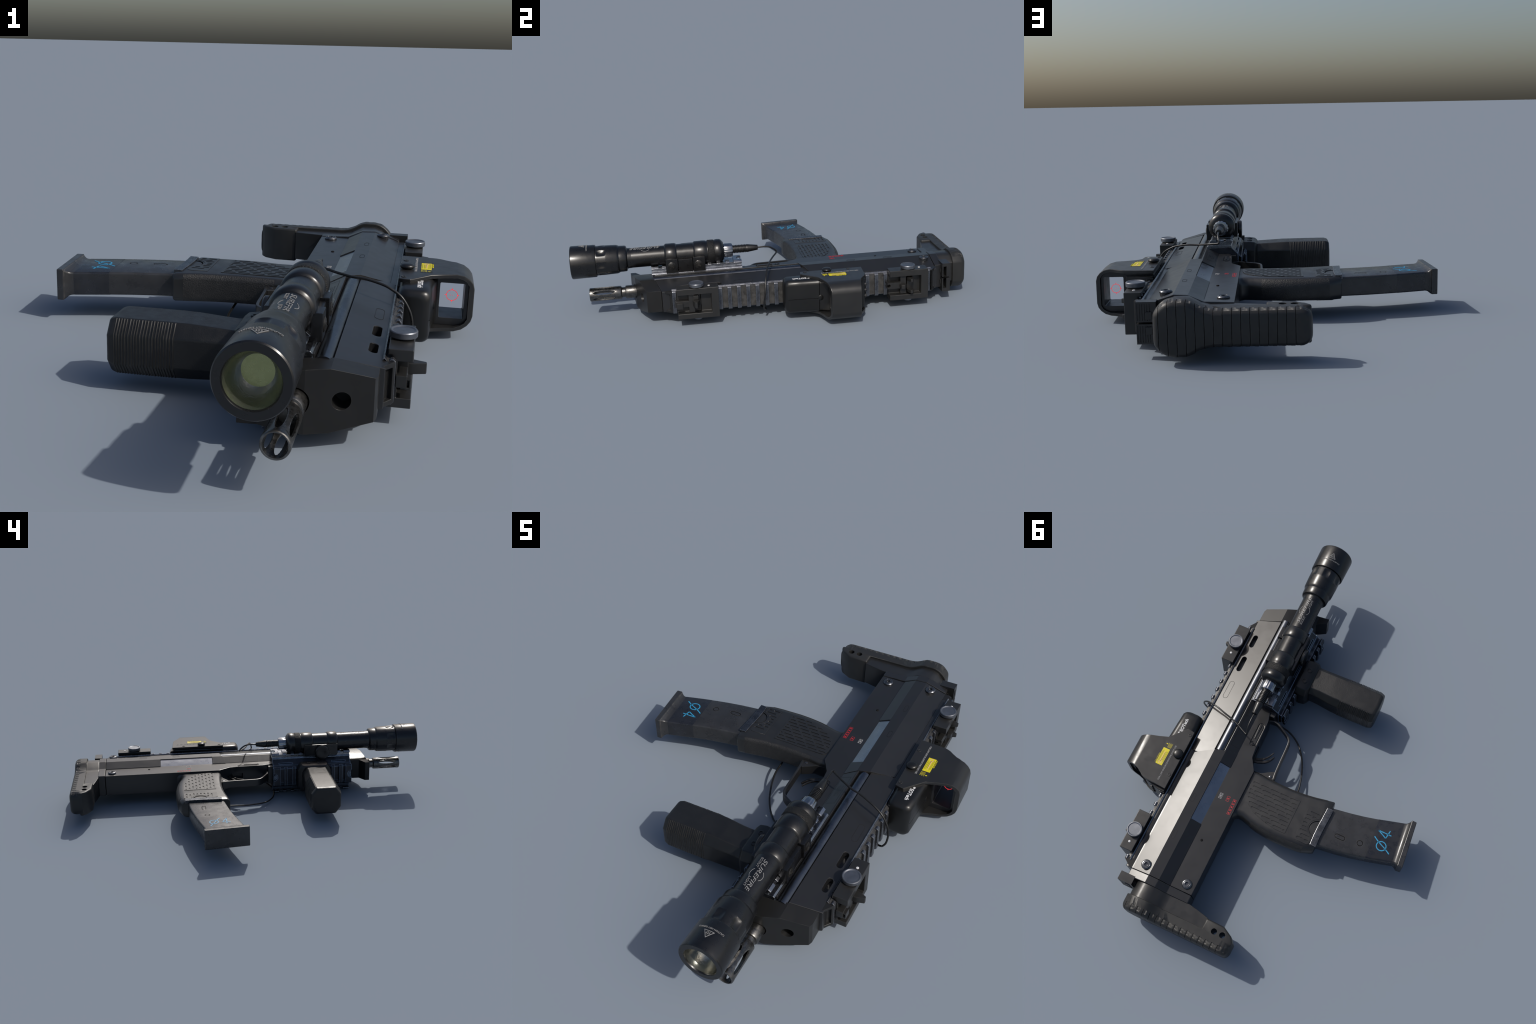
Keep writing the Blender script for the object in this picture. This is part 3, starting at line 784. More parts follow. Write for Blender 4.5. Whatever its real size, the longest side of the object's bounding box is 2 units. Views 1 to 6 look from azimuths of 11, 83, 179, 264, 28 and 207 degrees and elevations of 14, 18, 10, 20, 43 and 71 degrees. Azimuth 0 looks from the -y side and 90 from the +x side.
band = loft("painted_band", [magsec(x, f, r, 0.0399, tl(x), 0.007) for x, f, r in ((-0.5140, 0.1279, 0.3252), (-0.5500, 0.1181, 0.3159), (-0.5970, 0.1051, 0.3029), (-0.6290, 0.0964, 0.2936))])
done(band, M_BAND, parent=mag, angle=40)

# steel catch bar at the mouth of the grip
cb = loft("magazine_catch", [[(-0.2960 + 0.02 * dx, y, ZC + 0.036), (-0.2660 + 0.02 * dx, y, ZC + 0.036), (-0.2660 + 0.02 * dx, y, ZC + 0.0525), (-0.2960 + 0.02 * dx, y, ZC + 0.0535)]
                            for y, dx in ((0.1835, -0.1), (0.23, 0.0), (0.28, 0.15), (0.33, 0.2), (0.3780, 0.1))])
done(cb, M_BAR, parent=grip, bevel=0.0015)
cbl = done(box("magazine_catch", -0.2920, -0.2660, 0.2200, 0.350, ZC - 0.0500, ZC - 0.036), M_BAR, parent=grip, bevel=0.0015)
thr = [(TH[0] + 0.037 * math.cos(a), TH[1] + 0.037 * math.sin(a)) for a in [(-0.66 + 1.32 * i / 24) * math.pi * 0.9 for i in range(25)]]
thr = [(max(x, -0.2870), y) for x, y in thr]
done(prism("catch_thumb_rest", 'z', thr, ZC + 0.038, ZC + 0.0468), M_GRIP, parent=grip, bevel=0.0008)

# hand-painted number: slashed zero and a four
ZT = ZC + 0.0399
def stroke(name, pts, r=0.0023):
    path = smooth_path([(x, y, 0) for x, y in pts], 6)
    N = len(path); rings = []
    for i, p in enumerate(path):
        t = (path[min(i + 1, N - 1)] - path[max(i - 1, 0)]).normalized()
        w = Vector((-t.y, t.x, 0)) * r * (1 + 0.15 * math.sin(i * 1.7))
        rings.append([p + w + Vector((0, 0, ZT - 0.001)), p + w + Vector((0, 0, ZT + 0.0006)), p - w + Vector((0, 0, ZT + 0.0006)), p - w + Vector((0, 0, ZT - 0.001))])
    return loft(name, rings)
ov = [(-0.565 + 0.0225 * math.cos(a), 0.2435 - 0.0215 * math.sin(a)) for a in [2 * math.pi * i / 14 + 0.3 for i in range(15)]]
z1 = stroke("m", ov); z2 = stroke("m", [(-0.5195, 0.2130), (-0.5450, 0.2290), (-0.5850, 0.2480), (-0.6120, 0.2640)])
done(join("painted_zero", [z1, z2]), M_BLUE, parent=mag)
f1 = stroke("m", [(-0.5250, 0.1790), (-0.5480, 0.1900), (-0.5690, 0.2010)]); f2 = stroke("m", [(-0.5690, 0.2010), (-0.5730, 0.1800), (-0.5760, 0.1600)])
f3 = stroke("m", [(-0.5240, 0.1790), (-0.5400, 0.1700), (-0.5570, 0.1600)])
f3b = stroke("m", [(-0.5250, 0.1790), (-0.5560, 0.1790), (-0.5890, 0.1800)])
kill(f3)
done(join("painted_four", [f1, f2, f3b]), M_BLUE, parent=mag)

# ================================================================== BUTTSTOCK
PADH = [(0.3885, 0.0380), (0.3860, 0.0580), (0.3580, 0.0880), (0.3290, 0.0985), (0.2720, 0.0985), (0.2280, 0.0730), (0.1990, 0.0665), (-0.1170, 0.0665), (-0.1350, 0.0560), (-0.1450, 0.0380)]
def offset(poly, d):
    """move a closed outline inward by d"""
    n = len(poly); out = []
    area = sum(poly[i][0] * poly[(i + 1) % n][1] - poly[(i + 1) % n][0] * poly[i][1] for i in range(n))
    sg = 1 if area > 0 else -1
    for i in range(n):
        p, q, r = Vector(poly[i - 1]), Vector(poly[i]), Vector(poly[(i + 1) % n])
        e1, e2 = (q - p).normalized(), (r - q).normalized()
        n1, n2 = Vector((-e1.y, e1.x)) * sg, Vector((-e2.y, e2.x)) * sg
        b = (n1 + n2); b = b / max(0.5, b.dot(n1)) if b.length > 1e-6 else n1
        v = q + b * d; out.append((v.x, v.y))
    return out
def fillet(poly, r, n=3):
    """round the corners of a closed outline"""
    out = []; N = len(poly)
    for i in range(N):
        p, q, t = Vector(poly[i - 1]), Vector(poly[i]), Vector(poly[(i + 1) % N])
        a = min(r, (p - q).length * 0.45); b = min(r, (t - q).length * 0.45)
        A, B = q + (p - q).normalized() * a, q + (t - q).normalized() * b
        for k in range(n + 1):
            u = k / n
            v = A * (1 - u) ** 2 + q * 2 * u * (1 - u) + B * u * u
            out.append((v.x, v.y))
    return out
PAD = fillet(sym(PADH), 0.016)
def padring(y, d):
    return [(x, y, z) for x, z in offset(PAD, d)]
pad = loft("butt_pad", [padring(0.9310, 0.0025), padring(0.9330, 0.0), padring(0.9720, 0.0), padring(0.9830, 0.0022), padring(0.9910, 0.0062), padring(0.9965, 0.0115), padring(1.0, 0.0180)])
toe = done(prism("c", 'z', [(0.0090, 0.950), (0.0095, 0.8820), (-0.0780, 0.8835), (-0.1250, 0.9095), (-0.1425, 0.9350), (-0.1425, 0.950)], ZC - 0.0662, ZC + 0.0662), M_BUTT, bevel=0.012, seg=4)
holes = [cyl("c", 'z', (x, 0.9214), -0.1, 0.4, 0.0138, 28) for x in (-0.0456, -0.0862)]
# tread: shallow steps milled round the recoil face
slabs = []
gx = 0.368
while gx > -0.130:
    slabs.append(box("m", gx - 0.0150, gx, 0.9680, 0.9880, -0.05, 0.30)); gx -= 0.0303
slab = join("c", slabs)
gx = 0.368; lines = []
while gx > -0.130:
    lines.append(box("m", gx - 0.0017, gx + 0.0003, 0.9670, 1.03, -0.06, 0.31)); gx -= 0.0303
line = join("c", lines)
deep = loft("c", [padring(0.90, 0.0021), padring(0.9712, 0.0021), padring(0.9818, 0.0043), padring(0.9896, 0.0083), padring(0.9948, 0.0136), padring(0.9980, 0.0201)])
md = line.modifiers.new("b", 'BOOLEAN'); md.operation = 'DIFFERENCE'; md.object = deep; md.solver = 'EXACT'
bake(line); kill(deep)
core_ = loft("c", [padring(0.90, 0.0008), padring(0.9716, 0.0008), padring(0.9826, 0.0030), padring(0.9905, 0.0070), padring(0.9959, 0.0122), padring(0.9993, 0.0188)])
md = slab.modifiers.new("b", 'BOOLEAN'); md.operation = 'DIFFERENCE'; md.object = core_; md.solver = 'EXACT'
bake(slab); kill(core_)
pad = done(pad, M_BUTT, unite=[toe], cuts=[slab, line] + holes, angle=32)
neck = prism("stock_neck", 'z', [(0.377, 0.862), (0.377, 0.934), (0.006, 0.934), (0.006, 0.8785), (0.060, 0.8665), (0.108, 0.8580)], ZC - 0.088, ZC + 0.088)
nprof = prism("c", 'y', sym([(0.380, 0.0300), (0.377, 0.0480), (0.350, 0.0770), (0.324, 0.0870), (0.275, 0.0870), (0.232, 0.0635), (0.200, 0.0570), (0.0, 0.0560)]), 0.80, 1.0)
done(neck, M_POLY, parent=pad, bevel=0.003, isect=[nprof])
# release latch: two ridged shoes
for s in (1, -1):
    z0, z1_ = sorted((ZC + s * 0.0035, ZC + s * 0.0745))
    lt = box("stock_latch", 0.386, 0.4555, 0.8530, 0.8940, z0, z1_)
    cts = []
    for k in range(6):
        xx = 0.4500 - 0.0085 * k
        a, b = sorted((ZC + s * 0.010, ZC + s * 0.067))
        cts.append(box("c", xx - 0.0017, xx + 0.0017, 0.8905, 0.91, a, b))
    a, b = sorted((ZC + s * 0.004, ZC + s * 0.0575))
    cts.append(box("c", 0.41, 0.47, 0.8590, 0.8750, a, b))
    lt = done(lt, M_POLY, bevel=0.003, cuts=cts)
    a, b = sorted((ZC + s * 0.013, ZC + s * 0.040))
    done(box("latch_button", 0.400, 0.424, 0.888, 0.8975, a, b), M_POLY, parent=lt, bevel=0.0015)
    a, b = sorted((ZC + s * 0.018, ZC + s * 0.040))
    done(box("latch_post", 0.400, 0.434, 0.850, 0.862, a, b), M_BACK, parent=lt, bevel=0.002)

# ================================================================== BACKUP SIGHTS (folded)
def backup(y0, y1, kn_y, dot_y, rear):
    x0, x1 = 0.4560, 0.5180
    z0, z1_ = ZC - 0.0755, ZC + 0.0780
    sgn = 1 if rear else 1
    b = box("backup_sight", x0, x1, y0, y1, z0, z1_)
    cts = [box("c", 0.4850, 0.55, y0 + 0.112, y1 - 0.036, ZC - 0.049, ZC + 0.0465),
           box("c", 0.4800, 0.55, y0 - 0.02, y0 + 0.115, ZC - 0.049, ZC + 0.0465),
           prism("c", 'z', [(0.440, y0 - 0.01), (0.4665, y0 - 0.01), (0.4665, y1 + 0.01), (0.440, y1 + 0.01)], ZC - 0.062, ZC + 0.062)]
    b = done(b, M_BACK, bevel=0.004, seg=3, cuts=cts)
    stem = join("m", [box("m", 0.478, 0.506, y0 - 0.010, y0 + 0.062, ZC - 0.018, ZC + 0.014), box("m", 0.4785, 0.5065, y0 + 0.0555, y0 + 0.084, ZC - 0.046, ZC + 0.0435)])
    e = cyl("c", 'x', (y0 - 0.002, ZC - 0.002), 0.46, 0.53, 0.0085, 24) if rear else None
    done(stem, M_BACK, parent=b, bevel=0.0025, cuts=[e] if e else [])
    stem_o = b
    if rear:
        for a in (0.030, -0.030):
            done(prism("sight_tab", 'z', [(0.480, y0 + 0.090), (0.480, y0 + 0.120), (0.520, y0 + 0.120), (0.541, y0 + 0.110), (0.541, y0 + 0.100), (0.518, y0 + 0.090)], ZC + a - 0.008, ZC + a + 0.008), M_BACK, parent=b, bevel=0.0018)
        done(box("sight_bridge", 0.480, 0.499, y0 + 0.092, y0 + 0.116, ZC - 0.032, ZC + 0.032), M_BACK, parent=b, bevel=0.0015)
        lv = prism("fold_lever", 'z', [(0.512, y0 + 0.088), (0.512, y0 + 0.050), (0.528, y0 + 0.056), (0.530, y0 + 0.074)], ZC - 0.015, ZC + 0.005)
        done(lv, M_BACK, parent=b, bevel=0.002)
    else:
        lv = prism("fold_lever", 'z', [(0.478, y0 + 0.078), (0.478, y0 + 0.108), (0.518, y0 + 0.108), (0.552, y0 + 0.096), (0.552, y0 + 0.084), (0.518, y0 + 0.074)], ZC - 0.012, ZC + 0.018)
        done(lv, M_BACK, parent=b, bevel=0.003)
        done(box("sight_bridge", 0.480, 0.512, y0 + 0.078, y0 + 0.104, ZC + 0.0185, ZC + 0.040), M_BACK, parent=b, bevel=0.003)
        done(box("sight_tab", 0.490, 0.516, y0 - 0.004, y0 + 0.026, ZC - 0.024, ZC + 0.006), M_BACK, parent=b, bevel=0.002, cuts=[box("c", 0.495, 0.511, y0 - 0.02, y0 + 0.012, ZC - 0.018, ZC + 0.000)])
    kb = lathe("thumb_knob", 'z', (0.4885, kn_y), [(ZC + 0.070, 0.022), (ZC + 0.0800, 0.022), (ZC + 0.0815, 0.0345), (ZC + 0.0835, 0.0362), (ZC + 0.0965, 0.0362), (ZC + 0.0990, 0.0345), (ZC + 0.0992, 0.0312), (ZC + 0.0975, 0.0285), (ZC + 0.0968, 0.0270)], 56)
    done(kb, M_KNOB, parent=b, angle=14)
    done(lathe("index_dot", 'z', (0.487, dot_y), [(ZC + 0.070, 0.0055), (ZC + 0.0795, 0.0055), (ZC + 0.0802, 0.0045)], 20), M_WHITE, parent=b)
    # plain lock nut on the far flank
    done(lathe("lock_nut", 'z', (0.4885, kn_y), [(ZC - 0.0700, 0.020), (ZC - 0.0830, 0.020), (ZC - 0.0860, 0.0185)], 24), M_KNOB, parent=b, angle=28)
backup(-0.4905, -0.2885, -0.3931, -0.3330, False)
backup(0.5640, 0.7590, 0.6621, 0.7200, True)

# ================================================================== HOLOGRAPHIC SIGHT
side = [(0.4530, 0.1240), (0.4890, 0.1180), (0.5550, 0.1940), (0.6000, 0.2100), (0.6570, 0.2260), (0.6950, 0.2370),
        (0.6950, 0.3780), (0.6450, 0.3840), (0.6200, 0.3920), (0.5980, 0.4060), (0.5850, 0.4160), (0.5660, 0.4240), (0.4530, 0.4315)]
HH = 0.0955
outer = [(0.430, ZC - HH), (0.430, ZC + HH), (0.634, ZC + HH), (0.658, ZC + HH - 0.006), (0.6755, ZC + HH - 0.018), (0.6865, ZC + HH - 0.032), (0.6915, ZC + HH - 0.050),
         (0.6915, ZC - HH + 0.050), (0.6865, ZC - HH + 0.032), (0.6755, ZC - HH + 0.018), (0.658, ZC - HH + 0.006), (0.634, ZC - HH)]
T = 0.0125
inn = [(0.400, ZC - HH + T), (0.400, ZC + HH - T), (0.636, ZC + HH - T), (0.654, ZC + HH - T - 0.006), (0.666, ZC + HH - T - 0.014), (0.6745, ZC + HH - T - 0.028),
       (0.6745, ZC - HH + T + 0.028), (0.666, ZC - HH + T + 0.014), (0.654, ZC - HH + T + 0.006), (0.636, ZC - HH + T)]
hood = prism("sight_hood", 'z', side, ZC - 0.2, ZC + 0.2)
hood = done(hood, M_SIGHT, bevel=0.0022, isect=[prism("c", 'y', outer, 0.0, 0.5)], cuts=[])
hs = prism("c", 'y', inn, 0.0, 0.5)
md = hood.modifiers.new("b", 'BOOLEAN'); md.operation = 'DIFFERENCE'; md.object = hs; md.solver = 'EXACT'
bake(hood); kill(hs)
hood.name = "holographic_sight"
hood.data.materials.clear(); hood.data.materials.append(M_SIGHT)
for p in hood.data.polygons:
    p.use_smooth = True; p.material_index = 0
hood.data.set_sharp_from_angle(angle=math.radians(30))

# battery housing and body
def rsec(y, x0, x1, h, r):
    return [(a, y, b) for a, b in rrect(x0, x1, ZC - h, ZC + h, r, 5)]
batt = loft("battery_housing", [rsec(0.0290, 0.474, 0.530, 0.062, 0.024), rsec(0.0310, 0.466, 0.541, 0.071, 0.026), rsec(0.0380, 0.459, 0.550, 0.0795, 0.026), rsec(0.0500, 0.455, 0.5555, 0.0835, 0.025),
                              rsec(0.1100, 0.454, 0.5590, 0.0835, 0.024), rsec(0.1800, 0.454, 0.5630, 0.0835, 0.024), rsec(0.1960, 0.454, 0.5660, 0.0835, 0.022)])
gr1 = box("c", 0.5525, 0.60, 0.0, 0.2, ZC - 0.0110, ZC - 0.0090)
gr2 = prism("c", 'y', [(0.44, ZC + 0.0005), (0.6, ZC + 0.0005), (0.6, ZC + 0.0022), (0.44, ZC + 0.0022)], 0.02, 0.0305)
batt = done(batt, M_BATT, parent=hood, angle=50, cuts=[gr1])
kill(gr2)
cap2 = loft("battery_cap", [rsec(0.1985, 0.454, 0.5640, 0.0825, 0.022), rsec(0.2300, 0.454, 0.5720, 0.0825, 0.016), rsec(0.2600, 0.454, 0.5780, 0.0822, 0.012), rsec(0.4150, 0.454, 0.5750, 0.0822, 0.012)])
done(cap2, M_BATT, parent=hood, angle=40, bevel=0.0012)
done(lathe("battery_latch", 'x', (0.2040, ZC - 0.0060), [(0.545, 0.0135), (0.5680, 0.0135), (0.5690, 0.0120)], 28), M_BATT, parent=hood)
# window frame with its pane
fr = prism("window_frame", 'y', [(0.560, ZC - 0.0825), (0.560, ZC + 0.0825), (0.636, ZC + 0.0825), (0.6535, ZC + 0.077), (0.6655, ZC + 0.069), (0.6740, ZC + 0.055), (0.6740, ZC - 0.055), (0.6655, ZC - 0.069), (0.6535, ZC - 0.077), (0.636, ZC - 0.0825)], 0.2450, 0.3700)
done(fr, M_WALL, parent=hood, bevel=0.001, cuts=[prism("c", 'y', rrect(0.583, 0.6620, ZC - 0.0590, ZC + 0.0590, 0.004, 3), 0.2, 0.5)])
done(box("window_pane", 0.582, 0.6630, 0.3125, 0.3140, ZC - 0.0600, ZC + 0.0600), M_GLASS, parent=hood)
# reticle: ring, four ticks, two dots
RC = (0.6242, 0.1226)
rt = [lathe("m", 'y', RC, [(0.3112, 0.0172), (0.3112, 0.0190), (0.3120, 0.0190), (0.3120, 0.0172)], 48, closed=True)]
for a in range(4):
    ca, sa = [(1, 0), (0, 1), (-1, 0), (0, -1)][a]
    cx, cz = RC[0] + ca * 0.0205, RC[1] + sa * 0.0205
    hx, hz = (0.0030, 0.0010) if ca else (0.0010, 0.0030)
    rt.append(box("m", cx - hx, cx + hx, 0.3112, 0.3121, cz - hz, cz + hz))
for dx in (-0.0040, 0.0030):
    rt.append(cyl("m", 'y', (RC[0] + dx, RC[1]), 0.3112, 0.3120, 0.0011, 12))
done(join("reticle", rt), M_RETI, parent=hood)
# clamp base between sight and rail
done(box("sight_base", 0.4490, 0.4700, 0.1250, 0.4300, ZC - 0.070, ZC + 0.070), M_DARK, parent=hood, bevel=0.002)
done(box("sight_skid", 0.4540, 0.4800, 0.4250, 0.4480, ZC - 0.060, ZC + 0.066), M_BATT, parent=hood, bevel=0.003)
rp = prism("rear_panel", 'z', [(0.4560, 0.4100), (0.5700, 0.4100), (0.5640, 0.4220), (0.4900, 0.4420), (0.4560, 0.4420)], ZC - 0.072, ZC + 0.072)
done(rp, M_BATT, parent=hood, bevel=0.003)
for zz in (-0.03, 0.0, 0.03):
    done(lathe("brightness_button", 'y', (0.530, ZC + zz), [(0.42, 0.010), (0.4370, 0.010), (0.4390, 0.008)], 20), M_POLY, parent=hood)
kn = lathe("clamp_knob", 'z', (0.4740, 0.2535), [(ZC + 0.090, 0.012), (ZC + 0.0975, 0.012), (ZC + 0.0985, 0.0215), (ZC + 0.1030, 0.0238), (ZC + 0.1070, 0.0225), (ZC + 0.1105, 0.0180), (ZC + 0.1125, 0.0110), (ZC + 0.1130, 0.003)], 40)
done(kn, M_BATT, parent=hood, angle=60)
for y in (0.1450, 0.3617):
    bo = lathe("sight_bolt", 'z', (0.4668, y), [(ZC + 0.090, 0.0088), (ZC + 0.0968, 0.0088), (ZC + 0.0975, 0.0075), (ZC + 0.0975, 0.0048), (ZC + 0.0960, 0.0044)], 24)
    bo = done(bo, M_SIGHT, parent=hood, angle=25); mirror_z(bo)

# label and printed lines on the hood's flank
ZS = ZC + HH
def flat(xo, yo, z):
    """text runs toward the muzzle, letter tops toward the sight's top"""
    return lambda u, v, w: (xo + v, yo - u, z + 0.0004 + w)
done(box("warning_label", 0.5165, 0.5555, 0.2170, 0.3430, ZS - 0.001, ZS + 0.0005), M_YLBK, parent=hood)
done(box("warning_label_field", 0.5190, 0.5520, 0.2510, 0.3370, ZS - 0.001, ZS + 0.0009), M_YELL, parent=hood)
done(prism("warning_beam", 'z', [(0.5345, 0.3200), (0.5385, 0.3200), (0.5370, 0.2640), (0.5355, 0.2640)], ZS, ZS + 0.0012), M_PINK, parent=hood)
done(lathe("warning_beam", 'z', (0.5360, 0.3240), [(ZS, 0.0060), (ZS, 0.0085), (ZS + 0.0012, 0.0085), (ZS + 0.0012, 0.0060)], 20, closed=True), M_PINK, parent=hood)
rows = [box("m", 0.5225 + 0.0052 * k, 0.5235 + 0.0052 * k, 0.262 + 0.004 * (k % 3), 0.318 - 0.005 * (k % 2), ZS, ZS + 0.0012) for k in range(3)]
rows += [box("m", 0.5430 + 0.004 * k, 0.5438 + 0.004 * k, 0.262 + 0.004 * (k % 2), 0.328, ZS, ZS + 0.0012) for k in range(2)]
done(join("label_print", rows), M_YLBK, parent=hood, stuff=True)
rows = [box("m", 0.5190 + 0.0042 * k, 0.5202 + 0.0042 * k, 0.2210 + 0.003 * (k % 2), 0.2450, ZS, ZS + 0.0009) for k in range(5)]
rows.append(prism("m", 'z', [(0.5440, 0.2250), (0.5500, 0.2285), (0.5440, 0.2320)], ZS, ZS + 0.0009))
rows.append(box("m", 0.5405, 0.5435, 0.2265, 0.2305, ZS, ZS + 0.0009))
done(join("label_print", rows), M_YELL, parent=hood, stuff=True)
lettering("label_word", "CAUTION", 0.0090, M_YELL, flat(0.5525, 0.3330, ZS + 0.0002), hood, xscale=1.2)
lettering("use_line", "FOR LAW ENFORCEMENT/MILITARY USE", 0.0110, M_LGREY, flat(0.4985, 0.4060, ZS), hood, xscale=0.93)
# maker's word on the battery housing; it climbs over the shoulder
def shoulder(xo, yo):
    def f(u, v, w):
        x = xo + v; y = yo - u
        r = 0.024; xc = 0.559 - r
        z = ZC + 0.0835 + 0.0003 if x < xc else ZC + 0.0835 - r + math.sqrt(max(0, (r + 0.0003) ** 2 - (x - xc) ** 2))
        return (x, y, z + w)
    return f
lettering("maker_word", "EOTech", 0.0225, M_WHITE, shoulder(0.5120, 0.1430), hood, xscale=0.93, font_bold=0.0006)
done(prism("maker_emblem", 'z', [(0.5105, 0.1580), (0.5200, 0.1600), (0.5290, 0.1560), (0.5290, 0.1490), (0.5220, 0.1450), (0.5230, 0.1490), (0.5180, 0.1530), (0.5100, 0.1500)], ZC + 0.082, ZC + 0.0840), M_WHITE, parent=hood)

# ================================================================== WEAPON LIGHT
LX, LZ = 0.2190, 0.2885
bz = lathe("flashlight", 'y', (LX, LZ), [(-0.9880, 0.0600), (-0.9970, 0.0608), (-1.0000, 0.0625), (-1.0000, 0.0805), (-0.9965, 0.0833), (-0.9900, 0.0838), (-0.8800, 0.0816), (-0.8765, 0.0800), (-0.8760, 0.0735), (-0.92, 0.0700), (-0.92, 0.0600)], 72, closed=True)
lamp = done(bz, M_LAMP, angle=32)
def scallop(a, t):
    if -0.872 < t < -0.824:
        return 1 - 0.085 * max(0.0, math.cos(7 * a + 0.6)) ** 0.8 * max(0.0, math.sin((t + 0.872) / 0.048 * math.pi)) ** 0.6
    return 1.0
hp = [(-0.895, 0.070), (-0.8745, 0.0745)] + [(-0.872 + 0.048 * i / 10, 0.0747) for i in range(11)] + [(-0.8215, 0.0742), (-0.7720, 0.0725), (-0.7640, 0.0690), (-0.7600, 0.0665), (-0.7300, 0.0655), (-0.7240, 0.0625), (-0.7225, 0.0560), (-0.7190, 0.0520), (-0.70, 0.0505)]
done(lathe("lamp_head", 'y', (LX, LZ), hp, 168, mod=scallop), M_LAMP, parent=lamp, angle=30)
bp_ = [(-0.73, 0.0500), (-0.5335, 0.0500), (-0.5290, 0.0555), (-0.5250, 0.0585), (-0.4800, 0.0585), (-0.4740, 0.0555), (-0.4715, 0.0520), (-0.3870, 0.0520), (-0.3840, 0.0560), (-0.3790, 0.0592), (-0.3400, 0.0600), (-0.3240, 0.0592), (-0.3185, 0.0565), (-0.3150, 0.0565), (-0.3130, 0.0580)]
done(lathe("lamp_body", 'y', (LX, LZ), bp_, 64), M_LAMP, parent=lamp, angle=40)
done(lathe("lamp_grip_ring", 'y', (LX, LZ), [(-0.3150, 0.0575), (-0.3120, 0.0605), (-0.2830, 0.0605), (-0.2800, 0.0580)], 64), M_KNURL, parent=lamp, angle=40)
done(lathe("tail_cap", 'y', (LX, LZ), [(-0.2830, 0.0570), (-0.2770, 0.0585), (-0.2700, 0.0612), (-0.2520, 0.0612), (-0.2450, 0.0585), (-0.2330, 0.0440), (-0.2320, 0.030)], 64), M_LAMP, parent=lamp, angle=40)
flute = lambda a, t: 1 - (0.055 * (0.5 - 0.5 * math.cos(14 * a)) ** 2 if -0.229 < t < -0.189 else 0)
done(lathe("switch_nut", 'y', (LX + 0.002, LZ), [(-0.2330, 0.0330), (-0.2280, 0.0355), (-0.1920, 0.0350), (-0.1870, 0.0320), (-0.1850, 0.021)], 96, mod=flute), M_STEEL, parent=lamp, angle=40)
boot = [(-0.19, 0.0190)]
for i in range(9):
    y = -0.187 + i * 0.0078
    boot += [(y, 0.0180), (y + 0.0012, 0.0212), (y + 0.0050, 0.0212), (y + 0.0062, 0.0180)]
boot += [(-0.1150, 0.0200), (-0.1100, 0.0205), (-0.0600, 0.0135), (-0.0560, 0.0125), (-0.0545, 0.0060)]
done(lathe("strain_relief", 'y', (LX + 0.003, LZ + 0.003), boot, 36), M_CABLE, parent=lamp, angle=35)
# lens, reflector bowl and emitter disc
rp_ = [(-0.9940, 0.0602)] + [(-0.9940 + 0.058 * (i / 10), 0.0345 + 0.0257 * (1 - (i / 10) ** 1.5) ** 0.7) for i in range(1, 11)]
rp2 = [(t + 0.0015, r + 0.0025) for t, r in reversed(rp_)]
done(lathe("reflector", 'y', (LX, LZ), rp_ + rp2, 64, closed=True), M_REFL, parent=lamp, angle=60)
done(lathe("emitter_disc", 'y', (LX, LZ), [(-0.9365, 0.0365), (-0.9330, 0.0365)], 48), M_EMIT, parent=lamp)

# white printing wrapped on the tube
def wrap(r, a0, yo):
    """u runs to the muzzle, v wraps toward the gun's top; a0 = angle from +z"""
    def f(u, v, w):
        a = a0 + v / r
        q = r + 0.0004 + w
        return (LX + q * math.sin(a), yo - u, LZ + q * math.cos(a))
    return f
lettering("maker_word", "SUREFIRE", 0.0225, M_PRINT, wrap(0.0500, 0.06, -0.5530), lamp, shear=0.30, xscale=1.64)
lettering("model_word", "SCOUT", 0.0140, M_PRINT, wrap(0.0500, -0.23, -0.5500), lamp, shear=0.15, xscale=1.05)
lettering("model_word", "LIGHT", 0.0140, M_PRINT, wrap(0.0500, -0.23, -0.6450), lamp, shear=0.15, xscale=1.20)
arc = []
for s in (1, -1):
    for i in range(14):
        t = (i / 13 - 0.5) * 1.9
        arc.append((s, 0.0245 * math.cos(t), 0.028 * math.sin(t)))
vs, fs = [], []
pl = wrap(0.0500, 0.17, -0.628)
for s in (1, -1):
    base_i = len(vs)
    for i in range(15):
        t = (i / 14 - 0.5) * 1.7
        for q in (0.0250, 0.0265):
            vs.append(pl(q * 1.05 * math.sin(t), s * q * math.cos(t), 0.0003)); vs.append(pl(q * 1.05 * math.sin(t), s * q * math.cos(t), -0.001))
    for i in range(14):
        a = base_i + i * 4; b = a + 4
        fs += [[a, b, b + 2, a + 2], [a + 1, a + 3, b + 3, b + 1], [a, a + 1, b + 1, b], [a + 2, b + 2, b + 3, a + 3]]
done(raw("maker_emblem", vs, fs), M_GREYT, parent=lamp)
